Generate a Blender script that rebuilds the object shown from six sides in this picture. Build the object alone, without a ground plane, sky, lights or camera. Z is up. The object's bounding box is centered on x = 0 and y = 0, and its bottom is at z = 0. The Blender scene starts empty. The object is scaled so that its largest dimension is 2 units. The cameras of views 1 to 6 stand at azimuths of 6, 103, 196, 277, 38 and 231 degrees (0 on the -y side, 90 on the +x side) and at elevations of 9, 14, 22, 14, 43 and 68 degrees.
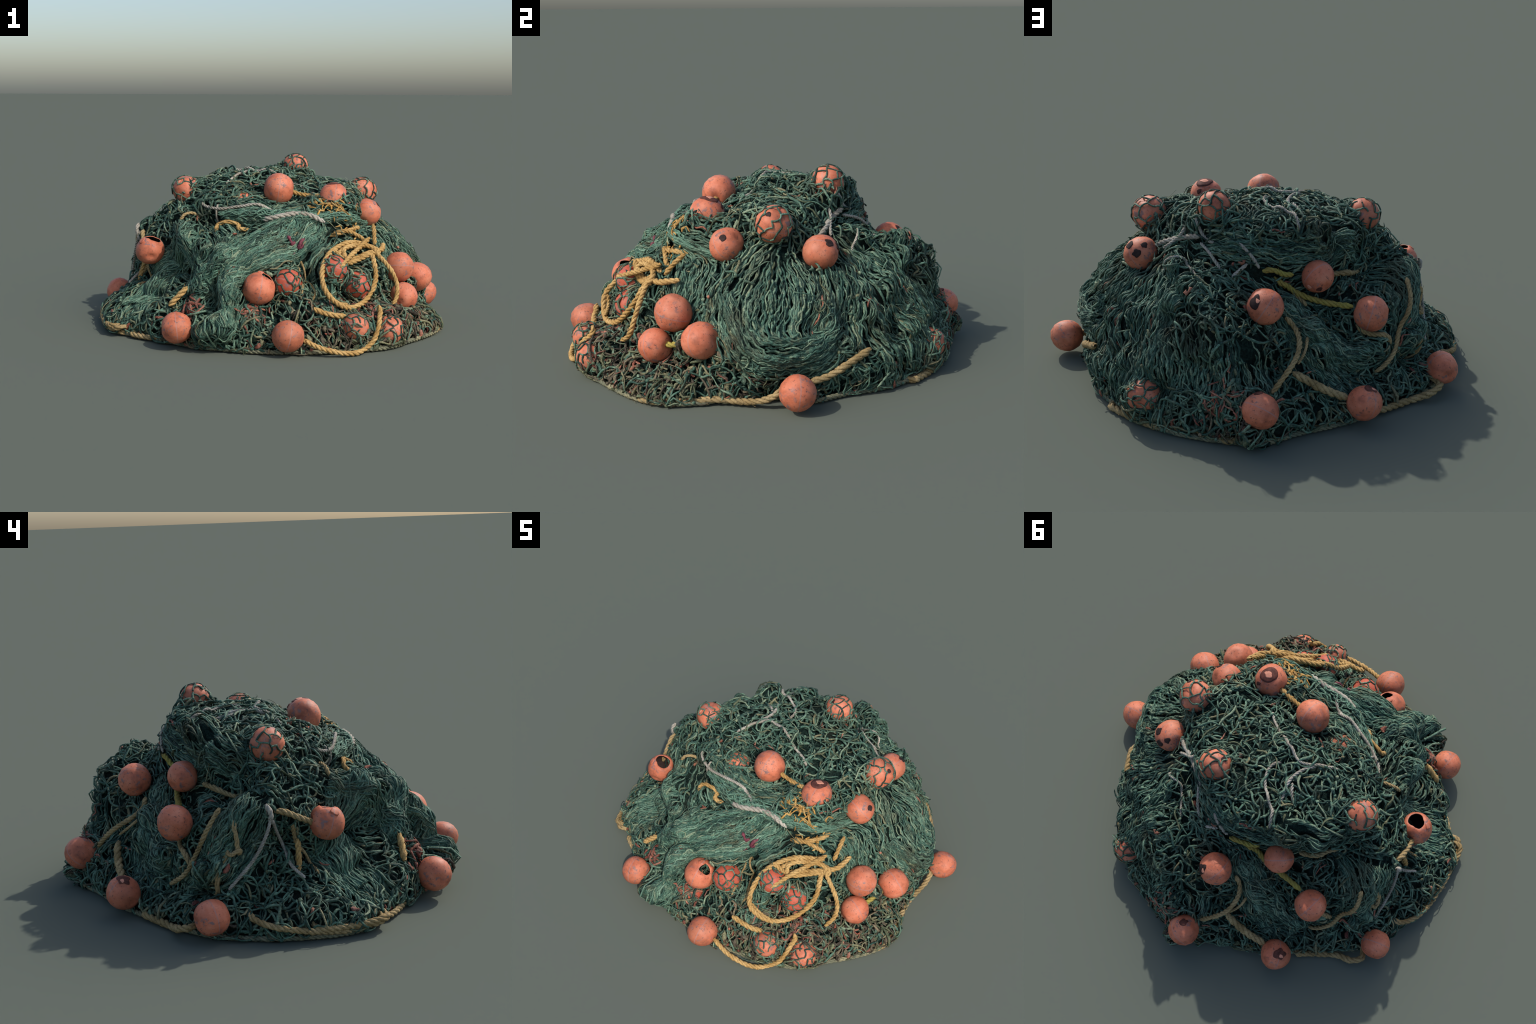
"""A heap of green fishing net with orange floats, tan ropes and white cords.

The heap is a lofted mound (profiles by azimuth), dressed with real twine:
combed bundles that follow flow lines, an open knotted mesh, and loose tangle.
Floats, float nets, ropes and cords lie on that surface.
"""
import math, random
import numpy as np

RNG = np.random.default_rng(7)
CENTRE = np.array([0.0, 0.0, -0.15])      # the mound is star-shaped about this point
TOP_Z = 0.845

# ---------------------------------------------------------------- mound profiles
# azimuth (degrees from +x, towards +y): cross-section (radius, height) from rim to crown
PROFILES = {
    5:   [(.90, 0), (.92, .10), (.94, .21), (.90, .30), (.81, .42), (.71, .53), (.62, .60), (.55, .66), (.52, .74), (.44, .79), (.25, .81)],
    17:  [(.875, 0), (.885, .08), (.945, .20), (.925, .31), (.87, .37), (.78, .49), (.69, .57), (.61, .63), (.55, .74), (.42, .80), (.2, .82)],
    37:  [(.885, 0), (.90, .08), (.94, .20), (.90, .32), (.80, .43), (.68, .53), (.57, .60), (.51, .70), (.44, .78), (.2, .83)],
    50:  [(.93, 0), (.93, .08), (.945, .20), (.89, .33), (.80, .44), (.69, .53), (.57, .60), (.49, .68), (.44, .78), (.3, .83)],
    64:  [(.95, 0), (.95, .10), (.91, .23), (.85, .35), (.76, .46), (.65, .54), (.52, .61), (.46, .70), (.43, .80), (.38, .87), (.2, .85)],
    76:  [(.95, 0), (.95, .10), (.90, .22), (.86, .33), (.845, .44), (.79, .52), (.68, .58), (.54, .63), (.47, .70), (.44, .80), (.38, .87), (.2, .86)],
    90:  [(.945, 0), (.945, .08), (.88, .20), (.835, .30), (.85, .40), (.825, .48), (.75, .52), (.64, .56), (.53, .60), (.49, .70), (.44, .81), (.33, .86), (.2, .86)],
    105: [(.93, 0), (.93, .09), (.85, .20), (.77, .30), (.76, .39), (.71, .45), (.62, .48), (.54, .52), (.49, .60), (.48, .68), (.43, .78), (.33, .83), (.2, .85)],
    120: [(.86, 0), (.87, .06), (.80, .16), (.72, .25), (.63, .34), (.55, .42), (.47, .50), (.43, .56), (.45, .63), (.44, .70), (.38, .78), (.2, .84)],
    137: [(.85, 0), (.85, .05), (.77, .13), (.69, .21), (.60, .31), (.52, .41), (.45, .49), (.43, .56), (.44, .64), (.42, .72), (.3, .80), (.15, .84)],
    152: [(.86, 0), (.86, .05), (.79, .12), (.72, .20), (.66, .31), (.61, .39), (.54, .47), (.47, .54), (.46, .63), (.43, .72), (.3, .80), (.15, .84)],
    170: [(.92, 0), (.92, .08), (.84, .16), (.78, .25), (.72, .36), (.70, .46), (.64, .54), (.54, .61), (.48, .69), (.42, .76), (.3, .81), (.15, .84)],
    187: [(.94, 0), (.94, .08), (.86, .17), (.78, .28), (.745, .42), (.72, .52), (.67, .58), (.60, .62), (.53, .66), (.46, .74), (.38, .80), (.2, .83)],
    200: [(.96, 0), (.96, .07), (.89, .15), (.78, .25), (.73, .39), (.71, .50), (.65, .56), (.57, .62), (.50, .68), (.42, .76), (.3, .80), (.15, .83)],
    212: [(.98, 0), (.98, .06), (.90, .14), (.78, .22), (.70, .33), (.66, .43), (.64, .52), (.58, .58), (.50, .63), (.46, .70), (.40, .75), (.2, .80)],
    225: [(.88, 0), (.90, .07), (.84, .16), (.76, .25), (.69, .36), (.64, .46), (.58, .53), (.50, .57), (.45, .62), (.45, .70), (.38, .74), (.2, .79)],
    242: [(.87, 0), (.88, .08), (.82, .19), (.75, .28), (.69, .38), (.63, .46), (.56, .52), (.48, .545), (.43, .59), (.42, .66), (.36, .72), (.2, .77)],
    258: [(.89, 0), (.89, .08), (.83, .19), (.78, .28), (.72, .38), (.65, .46), (.57, .52), (.48, .55), (.43, .59), (.42, .65), (.36, .70), (.25, .74), (.1, .81)],
    275: [(.90, 0), (.90, .05), (.84, .13), (.77, .21), (.74, .29), (.70, .40), (.63, .50), (.54, .57), (.46, .62), (.43, .67), (.36, .70), (.25, .72), (.1, .80)],
    290: [(.91, 0), (.91, .05), (.86, .13), (.84, .20), (.78, .28), (.72, .36), (.68, .44), (.60, .52), (.53, .58), (.47, .64), (.42, .68), (.3, .70), (.15, .76)],
    305: [(.98, 0), (.98, .04), (.93, .12), (.87, .17), (.81, .21), (.79, .30), (.76, .38), (.70, .45), (.60, .51), (.54, .56), (.52, .63), (.45, .68), (.3, .70), (.15, .77)],
    318: [(.99, 0), (.99, .06), (.95, .15), (.87, .18), (.81, .22), (.79, .30), (.76, .39), (.70, .46), (.62, .52), (.57, .58), (.55, .66), (.48, .70), (.3, .72), (.15, .77)],
    332: [(1.0, 0), (1.0, .05), (.94, .11), (.85, .155), (.78, .21), (.75, .31), (.72, .42), (.67, .49), (.61, .55), (.57, .61), (.56, .69), (.49, .73), (.38, .71), (.2, .77)],
    347: [(1.03, 0), (1.04, .06), (.97, .10), (.86, .14), (.80, .21), (.74, .32), (.72, .42), (.67, .51), (.58, .57), (.54, .63), (.53, .71), (.45, .76), (.3, .76), (.15, .79)],
    356: [(.94, 0), (.94, .05), (.90, .10), (.86, .20), (.83, .30), (.77, .42), (.69, .52), (.60, .58), (.54, .63), (.53, .72), (.45, .78), (.3, .79), (.15, .80)],
}
# folds (+), flat-topped, and pockets (-), rounded: amount (m), half-width (m), run of (azimuth, height angle about CENTRE)
MAIN_FOLDS = [
    (0.045, 0.055, [(211.8, 55.3), (224.1, 53), (240.8, 47.3), (255, 41.6)]),
    (0.015, 0.075, [(291.4, 54.3), (276.6, 49.4), (263.5, 43.7)]),
    (0.07, 0.045, [(261.1, 35.3), (259.5, 29.8), (259.5, 24.4), (260.2, 17.6)]),
    (0.05, 0.04, [(253.3, 37.9), (248.4, 34.4), (244.2, 30.8)]),
    (0.025, 0.05, [(224, 41.5), (220.4, 32.6), (217.1, 24.9)]),
    (-0.04, 0.04, [(252, 33.3)]),
    (-0.05, 0.035, [(233.5, 35.3)]),
    (-0.02, 0.03, [(211.8, 32.6)]),
    (-0.05, 0.035, [(218.6, 43.1), (212.7, 45.5)]),
    (-0.04, 0.05, [(295, 37.8), (295, 32.3)]),
    (-0.03, 0.03, [(276.4, 36.5)]),
    (-0.03, 0.04, [(306.1, 33.5)]),
    (-0.03, 0.035, [(234.3, 60.7)]),
    (-0.025, 0.06, [(340.2, 14.4)]),
    (-0.06, 0.09, [(42.8, 29.9)]),
    (-0.05, 0.08, [(56.1, 26.8)]),
    (-0.05, 0.05, [(20, 18.1), (28.8, 18.4)]),
    (-0.05, 0.08, [(46.3, 29.3)]),
    (-0.04, 0.07, [(55.8, 26.4)]),
    (-0.04, 0.06, [(76.5, 35.8)]),
    (-0.03, 0.05, [(95.3, 35.7)]),
    (-0.03, 0.05, [(100.6, 41.9)]),
    (0.02, 0.05, [(61.5, 54.5)]),
    (0.045, 0.045, [(107.5, 66.8), (126.2, 68.5), (150, 67.7), (172.4, 61.9)]),
    (-0.08, 0.055, [(169.4, 51.7)]),
    (0.05, 0.045, [(118.3, 50.4), (128.5, 43.1), (137.6, 34.3), (144.5, 28.5)]),
    (0.035, 0.05, [(93.2, 21.2), (103.6, 18.1)]),
    (0.05, 0.04, [(190.3, 55.2), (186.6, 49.1), (188.3, 44.1)]),
    (-0.05, 0.06, [(197.3, 35.4)]),
    (0.035, 0.05, [(234.3, 55), (246.5, 45.4), (248.9, 37.3), (246, 29)]),
    (0.05, 0.05, [(182.3, 45.5), (176.4, 40.1), (171.3, 35.3), (174, 29.4)]),
    (-0.04, 0.05, [(190.2, 26)]),
    (-0.01, 0.09, [(9.5, 76.2)]),
    (0.055, 0.035, [(107.8, 6.5), (89.7, 40.9), (76.1, 49)]),
    (0.035, 0.08, [(68.6, 69.9)]),
    (0.035, 0.08, [(17.5, 57.1)]),
    (0.045, 0.08, [(189.8, 62.3)]),
    (0.04, 0.08, [(316.1, 14.3)]),
    (0.035, 0.07, [(268.1, 21.1)]),
    (0.025, 0.07, [(304.2, 16.8)]),
    (0.04, 0.08, [(71.3, 17.5)]),
    (0.035, 0.07, [(268.1, 21.1)]),
]
SECOND_FOLDS = [
    (-0.045, 0.045, [(176.7, 51.9)]),
    (0.036, 0.045, [(142.8, 67.2)]),
    (-0.045, 0.045, [(171.5, 50.5)]),
    (0.045, 0.045, [(142.2, 64.2)]),
    (0.045, 0.045, [(128.2, 32.2)]),
    (0.045, 0.045, [(167.4, 25.8)]),
    (0.045, 0.045, [(137.9, 66.3)]),
    (-0.045, 0.045, [(164.7, 53.1)]),
    (0.045, 0.045, [(154.7, 29.2)]),
    (-0.036, 0.045, [(168.9, 20.6)]),
    (-0.045, 0.045, [(191.1, 28)]),
    (-0.045, 0.045, [(223.2, 32.7)]),
    (-0.045, 0.045, [(254.7, 27.7)]),
    (0.036, 0.045, [(256.7, 50.1)]),
    (0.036, 0.045, [(261.5, 17.1)]),
    (0.045, 0.045, [(230.6, 48.4)]),
    (-0.045, 0.045, [(224.8, 39.5)]),
    (-0.045, 0.045, [(295.4, 41.6)]),
    (-0.036, 0.045, [(293.4, 53.5)]),
    (-0.036, 0.045, [(240.9, 33.4)]),
    (-0.036, 0.045, [(286.5, 19.1)]),
    (0.036, 0.045, [(256.6, 15.5)]),
    (0.036, 0.045, [(139.7, 69.4)]),
    (0.045, 0.045, [(230.2, 46.2)]),
    (-0.045, 0.045, [(223.2, 25.7)]),
    (-0.045, 0.045, [(291.8, 42.7)]),
    (-0.045, 0.045, [(311.5, 38.2)]),
    (0.036, 0.045, [(335.1, 16.8)]),
    (0.027, 0.045, [(260, 19.4)]),
    (-0.045, 0.045, [(309.7, 31.3)]),
    (-0.036, 0.045, [(264.9, 36.2)]),
    (-0.036, 0.045, [(277, 26.6)]),
    (-0.036, 0.045, [(62.4, 78.2)]),
    (0.045, 0.045, [(62, 24.7)]),
    (-0.027, 0.045, [(42, 20.2)]),
    (0.036, 0.045, [(321.4, 19.9)]),
    (-0.045, 0.045, [(288.7, 50.3)]),
    (-0.036, 0.045, [(296, 26.9)]),
    (0.036, 0.045, [(346.8, 22.6)]),
    (0.036, 0.045, [(137.3, 70.1)]),
    (-0.027, 0.045, [(56.3, 16.2)]),
    (0.027, 0.045, [(72.4, 43.3)]),
    (0.045, 0.045, [(62, 53.7)]),
    (0.054, 0.045, [(160.9, 61.5)]),
    (-0.045, 0.045, [(152.4, 21.3)]),
    (0.036, 0.045, [(126.9, 40.5)]),
    (0.036, 0.045, [(47.3, 32)]),
    (-0.045, 0.045, [(34.1, 20.6)]),
    (-0.036, 0.045, [(74.7, 38.4)]),
    (-0.036, 0.045, [(74.6, 19)]),
    (-0.027, 0.045, [(16.3, 56.2)]),
]
FINE_FOLDS = [
    (-0.045, 0.045, [(273, 31.7)]),
    (-0.054, 0.045, [(308.4, 28.9)]),
    (-0.045, 0.06, [(47.1, 23.6)]),
    (-0.036, 0.045, [(5.8, 19.8)]),
    (-0.027, 0.06, [(30.7, 74.8)]),
    (-0.036, 0.045, [(15.9, 9.9)]),
    (0.027, 0.045, [(78.6, 47.7)]),
    (0.027, 0.045, [(188.5, 5.3)]),
    (0.027, 0.045, [(323.1, 18.1)]),
    (-0.045, 0.06, [(58.9, 9.3)]),
    (-0.036, 0.045, [(281.5, 67.2)]),
    (-0.027, 0.06, [(10.6, 71.5)]),
    (-0.045, 0.045, [(29.6, 28.4)]),
    (-0.036, 0.045, [(317.9, 41.3)]),
    (0.027, 0.045, [(76, 46.5)]),
    (0.036, 0.045, [(347.2, 25.1)]),
    (0.027, 0.045, [(109.6, 70.3)]),
    (-0.045, 0.045, [(39.7, 21.4)]),
    (-0.045, 0.045, [(55.8, 24)]),
    (-0.045, 0.045, [(75.7, 20.2)]),
    (-0.054, 0.045, [(107.8, 28.7)]),
    (0.036, 0.045, [(56.1, 56.3)]),
    (0.036, 0.045, [(160.2, 59.7)]),
    (0.027, 0.045, [(75.5, 42.7)]),
    (0.027, 0.045, [(26.8, 10.1)]),
    (0.027, 0.045, [(111.5, 9.9)]),
    (-0.063, 0.06, [(179.8, 52.9)]),
    (-0.027, 0.06, [(343.8, 68.8)]),
    (-0.036, 0.06, [(39.6, 29.1)]),
    (-0.036, 0.045, [(74.6, 16.3)]),
    (-0.045, 0.045, [(146.5, 47.5)]),
    (0.045, 0.03, [(143.5, 64)]),
    (0.045, 0.045, [(126.6, 38.8)]),
    (0.045, 0.045, [(170.4, 27.5)]),
    (0.027, 0.045, [(68, 51.2)]),
    (-0.063, 0.065, [(171, 55.5)]),
    (-0.027, 0.045, [(85.4, 34.4)]),
    (-0.027, 0.06, [(348.4, 65.9)]),
    (0.045, 0.03, [(138, 64.3)]),
    (0.045, 0.045, [(128.2, 34.4)]),
    (0.045, 0.045, [(167.5, 27.5)]),
    (0.027, 0.045, [(59.4, 36.4)]),
    (-0.063, 0.045, [(166.7, 57.8)]),
    (-0.045, 0.045, [(165.8, 21.6)]),
    (-0.045, 0.045, [(184.2, 18.8)]),
    (-0.045, 0.045, [(203.7, 30.3)]),
    (-0.054, 0.045, [(225.8, 38.5)]),
    (-0.054, 0.045, [(256.4, 25.1)]),
    (0.054, 0.04, [(145.5, 31.3)]),
    (0.045, 0.04, [(246.9, 56)]),
    (0.036, 0.04, [(244, 43.9)]),
    (0.027, 0.045, [(245.7, 24.5)]),
    (0.045, 0.045, [(258.2, 18.4)]),
    (-0.081, 0.035, [(193.3, 37.2)]),
    (-0.054, 0.045, [(224.5, 36.5)]),
    (-0.045, 0.045, [(206.4, 31.6)]),
    (-0.054, 0.045, [(293.1, 38.2)]),
    (-0.036, 0.045, [(308.7, 54.5)]),
    (-0.063, 0.03, [(190.9, 36.4)]),
    (0.054, 0.04, [(232.9, 50.3)]),
    (0.036, 0.045, [(254.2, 47.4)]),
    (0.045, 0.04, [(262.6, 28.1)]),
    (0.036, 0.04, [(254.4, 16)]),
    (-0.045, 0.045, [(219.4, 25.1)]),
    (-0.054, 0.045, [(291.2, 45.6)]),
    (-0.054, 0.045, [(316, 38.6)]),
    (-0.036, 0.045, [(344.3, 22.9)]),
    (0.054, 0.04, [(234.5, 45.9)]),
    (0.036, 0.045, [(254.4, 42.4)]),
    (0.036, 0.04, [(261.5, 25.7)]),
    (0.027, 0.045, [(253.2, 14.3)]),
    (-0.0225, 0.045, [(17.5, 74.3)]),
]
LAST_FOLDS = [
    (-0.054, 0.035, [(307.9, 28.4)]),
    (-0.036, 0.042, [(27.3, 29.4)]),
    (-0.036, 0.042, [(8.4, 18.6)]),
    (0.027, 0.042, [(60.8, 65.6)]),
    (0.027, 0.042, [(318.5, 19.9)]),
    (-0.027, 0.042, [(64.1, 32.4)]),
    (0.0225, 0.042, [(243.2, 50.5)]),
    (0.027, 0.042, [(286.1, 9.3)]),
    (0.036, 0.03, [(347.3, 26.2)]),
    (0.0225, 0.05, [(319.2, 66.8)]),
    (-0.045, 0.042, [(113.4, 30.1)]),
    (-0.036, 0.042, [(76.2, 18.5)]),
    (-0.036, 0.042, [(33.3, 25)]),
    (0.027, 0.03, [(64.3, 51.8)]),
    (0.027, 0.03, [(109.4, 44.2)]),
    (0.027, 0.042, [(28, 9.5)]),
    (-0.045, 0.042, [(172, 47.7)]),
    (0.018, 0.05, [(21.3, 75.5)]),
    (0.027, 0.03, [(165.5, 69.1)]),
    (0.036, 0.03, [(165.6, 28)]),
    (0.027, 0.042, [(66.4, 46.5)]),
    (-0.036, 0.042, [(54.1, 41.4)]),
    (0.027, 0.042, [(102.1, 12.7)]),
    (-0.045, 0.042, [(168.3, 47.1)]),
    (0.036, 0.03, [(141.1, 63.1)]),
    (0.0225, 0.05, [(229.5, 73.7)]),
    (0.027, 0.042, [(84.3, 46.9)]),
    (-0.036, 0.042, [(186, 47.7)]),
    (0.027, 0.042, [(92.8, 8.4)]),
    (-0.036, 0.042, [(262.7, 7.5)]),
    (-0.045, 0.042, [(150.8, 58.2)]),
    (-0.045, 0.042, [(165.7, 21.6)]),
    (-0.045, 0.042, [(184.1, 17)]),
    (-0.045, 0.042, [(203.7, 30.5)]),
    (-0.045, 0.042, [(256.6, 23.2)]),
    (0.045, 0.03, [(148.6, 30.7)]),
    (0.036, 0.04, [(119.5, 73)]),
    (0.027, 0.04, [(200.2, 84.7)]),
    (0.0225, 0.042, [(242.3, 43.6)]),
    (0.0225, 0.042, [(221.8, 22)]),
    (-0.072, 0.035, [(192.2, 38.2)]),
    (-0.054, 0.042, [(222.5, 39.3)]),
    (-0.054, 0.035, [(296.1, 36.4)]),
    (-0.036, 0.042, [(346, 13.7)]),
    (-0.063, 0.03, [(188, 36.3)]),
    (0.0225, 0.05, [(60.9, 89.2)]),
    (0.027, 0.042, [(253.9, 16.5)]),
    (0.0225, 0.042, [(219.2, 21.1)]),
    (-0.045, 0.042, [(242.8, 26.3)]),
    (0.0225, 0.042, [(236.1, 43.5)]),
    (-0.054, 0.035, [(286.9, 37.6)]),
    (-0.045, 0.042, [(213.6, 23.7)]),
    (-0.045, 0.035, [(320, 40.3)]),
    (0.027, 0.042, [(241.8, 45.1)]),
    (0.027, 0.042, [(333.7, 60.4)]),
    (0.0225, 0.042, [(230.5, 19.6)]),
    (0.027, 0.042, [(297.9, 22.6)]),
]
FOLDS = [MAIN_FOLDS, SECOND_FOLDS, FINE_FOLDS, LAST_FOLDS]

# lie of the combed twine: strokes of (azimuth, height angle) about CENTRE, drawn downhill
FLOW = [
    [(308.3, 57.9), (287.5, 53.5), (267, 45.2), (257.7, 38.5), (250.1, 32.1)],
    [(309.1, 56.1), (291.5, 49), (271, 40.3), (263.4, 31.9), (259.9, 25), (261.4, 17.2)],
    [(288.8, 58.2), (274.2, 51.1), (259, 46.1), (251.3, 38), (244.9, 30.5)],
    [(312.4, 54.6), (298.5, 46.9), (281.3, 41.4), (267.7, 38.8), (263.1, 31.1), (261.5, 23.8), (262.4, 17.8)],
    [(262, 49.2), (255, 41.4), (243.4, 41.5), (222.4, 41.1)],
    [(235.8, 45.8), (215.8, 43), (217.7, 34.1), (210.6, 26.3), (214.6, 19.7)],
    [(231.9, 43.4), (220.2, 42.1), (220.4, 34.1), (216.1, 26.3)],
    [(242.3, 63.1), (262.4, 61.4), (284, 58.5), (309.8, 57.1)],
    [(238.3, 64.4), (267.4, 64.6), (297.8, 63.6)],
    [(314.4, 55.9), (328.7, 53.1), (357.7, 50.9)],
    [(11.5, 48.6), (6.8, 42.5), (1.9, 34.8), (5.2, 26.8)],
    [(300.4, 42.5), (298.3, 37.6), (297.6, 31.7)],
    [(14.9, 52.3), (5.6, 47), (360, 40.9), (358.3, 33.8)],
    [(16.5, 51.6), (10.8, 43.7), (7, 37), (7.1, 31.1)],
    [(18.6, 50.7), (17.2, 43.8), (15.5, 35.8), (14.3, 29.8)],
    [(20.9, 50.7), (24, 42.3), (22.7, 35.2), (20.5, 29.7)],
    [(23.2, 50.4), (29.6, 40.8), (29.6, 34.1), (26.6, 29.6)],
    [(351.2, 51.5), (347.9, 45.7), (346.6, 39.6), (345.2, 32.7)],
    [(337, 52.4), (338.1, 48), (340.9, 42)],
    [(358.4, 38.9), (2.6, 31.2), (7.9, 25.3), (15.1, 23.1), (25.2, 24.5), (32.9, 28.3), (34.8, 33.9)],
    [(5.1, 28.8), (9.3, 21.9), (17.6, 20.4), (27.8, 22.1), (33.9, 26.4)],
    [(36.5, 46.3), (38.6, 38.7), (42.8, 32.6), (43.1, 26.3)],
    [(43.3, 46.4), (48.5, 38.3), (53.1, 31.5), (57.6, 26.1)],
    [(51.7, 51), (60, 43.1), (62.9, 35), (65.8, 27.9)],
    [(56.4, 54.2), (65.3, 47.9), (68.6, 39)],
    [(298.3, 57.7), (282.3, 51.1), (282.3, 44.9)],
    [(318.9, 53.9), (300, 48.9), (282, 42.7)],
    [(53.3, 50.9), (50.3, 42.9), (48.6, 35.6), (41.1, 27.6)],
    [(49.7, 48.1), (46.2, 40.9), (35.2, 32.2)],
    [(59.3, 50.9), (61.9, 40.9), (60.4, 32.7), (61.5, 26.2)],
    [(36.8, 46.5), (33.7, 37.6), (24.5, 28.5)],
    [(76.2, 45.6), (71.9, 38.2), (73, 31.5)],
    [(116.5, 49.6), (124.4, 42.5), (133.8, 36.3), (142.1, 30)],
    [(118, 47.9), (124.9, 39.2), (137, 31.3)],
    [(103.3, 57), (110.5, 55.2), (117.5, 50.3)],
    [(103.3, 35), (104.4, 31.3), (105.1, 28)],
    [(70.3, 61.1), (89.8, 60.6), (110.4, 61.4), (131.9, 62.2)],
    [(126, 35.2), (126.4, 30.4), (129.8, 27)],
    [(61.6, 28.8), (64.9, 24.7), (64.7, 20.5)],
    [(76.7, 31.3), (78.1, 27.7), (77.9, 23.6)],
    [(86, 36), (87.3, 32.2), (87.6, 28)],
    [(47.1, 26.2), (50.9, 21), (52.2, 17)],
    [(95.7, 34), (96.4, 31.3), (96.3, 28.5)],
    [(217.5, 52.4), (230.3, 46.8), (246.7, 39.8), (245.3, 31.9)],
    [(233.9, 55.8), (250.7, 48.4), (253.5, 39.2), (257.1, 31.4)],
    [(272.7, 44.3), (261, 37), (261.4, 26.7), (257.5, 18.1)],
    [(283.4, 54.4), (273.5, 46.7), (254.4, 39.1)],
    [(115.5, 48.5), (126.8, 40.4), (130, 33.7), (133.6, 28)],
    [(120.4, 51.4), (129.5, 42), (132.1, 33.9)],
    [(181.3, 44.5), (175.8, 39.9), (170.4, 35.8), (167.2, 30.8)],
    [(184.4, 42), (181.5, 37.3), (176.7, 32.2)],
    [(175.6, 36.7), (174, 31.9), (169.8, 27.2)],
    [(224.3, 39.6), (219.3, 31.1), (221.3, 23.5)],
    [(123.3, 59.2), (145.7, 59.9), (166.8, 60.1)],
    [(148.6, 66.3), (162, 61.3), (172, 61)],
    [(142.5, 56.1), (153.9, 58.4), (166.6, 59.7)],
    [(262, 60), (276.7, 64.5), (300.2, 65.5)],
    [(307.4, 55.7), (323.7, 53.8), (342.1, 53.5), (0.9, 53.1)],
    [(233.8, 48.6), (220.6, 34.2), (236.4, 34.3)],
]
# hanging sheets of combed net: tone, thickness (m), one edge, other edge (azimuth, height angle)
DRAPES = [
    ("pale", 0.022, [(278, 59.7), (259.1, 54.4), (255, 41.6), (245.3, 38.6), (238.5, 31)], [(296.6, 58.8), (278.1, 48.1), (264.1, 41.5), (255.7, 36.8), (247.1, 30)]),
    ("pale", 0.02, [(292.1, 58.7), (276.6, 48.7), (264, 42), (256.9, 36.2), (253.2, 30.6), (253.6, 23.3), (260, 17.3)], [(314.1, 54.4), (297, 46.3), (281.3, 41.4), (268.4, 38.4), (263.5, 31.4), (262.9, 24.3), (263.5, 17.4)]),
    ("pale", 0.022, [(219.3, 51.3), (210.5, 45.4), (213.5, 39.6), (201.1, 32.5), (208.4, 22.9), (210, 17.4)], [(239.3, 48.6), (236.1, 42.9), (222.4, 41.1), (222.3, 33.5), (217.9, 26.2), (220, 20.7)]),
    ("plain", 0.026, [(115.7, 50.3), (125.9, 45.4), (136.4, 39.7), (142.3, 31.7)], [(116.3, 45.6), (123.8, 38.5), (132.8, 32.7), (139.7, 28.2)]),
    ("plain", 0.026, [(218.7, 53.4), (228.1, 49.3), (240.7, 44.5), (249.6, 37.3), (255.9, 29.4)], [(214.7, 50.1), (225.3, 46.2), (234.5, 40.9), (242.2, 33.9), (240.9, 27.7)]),
    ("plain", 0.028, [(271.2, 47.4), (255.3, 39.9), (260.3, 30.1), (261.5, 21.8), (259, 17.5)], [(252.3, 39.9), (257.3, 31.9), (260.9, 23.1), (256.9, 18.8)]),
    ("plain", 0.024, [(169.9, 54.2), (168.6, 41.3), (164.8, 37), (163.5, 31.4)], [(185.1, 43.7), (180.4, 38.1), (175.6, 33), (171.9, 28.6)]),
    ("plain", 0.02, [(111.1, 46.1), (115.1, 39.5), (129.4, 33.4), (133.4, 27.2)], [(121, 52.8), (130.4, 43.4), (133.8, 35.8), (147.9, 29.7)]),
    ("pale", 0.026, [(235, 63.5), (267.4, 64.6), (292.5, 64.8), (316.6, 58.8), (329.1, 54.6), (355.7, 52.6)], [(238.2, 61.5), (268.3, 60.4), (284, 58.5), (305, 58), (322.5, 53.4), (355.6, 50.5)]),
    ("plain", 0.018, [(358.4, 38.9), (2.1, 30.7), (7.9, 24.9), (15.1, 22.2), (25.1, 23.6), (33.4, 27.8)], [(3.7, 38.7), (5.5, 30.7), (10.3, 21), (17.6, 19.8), (27.9, 21.2), (35, 25.3)]),
]
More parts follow.
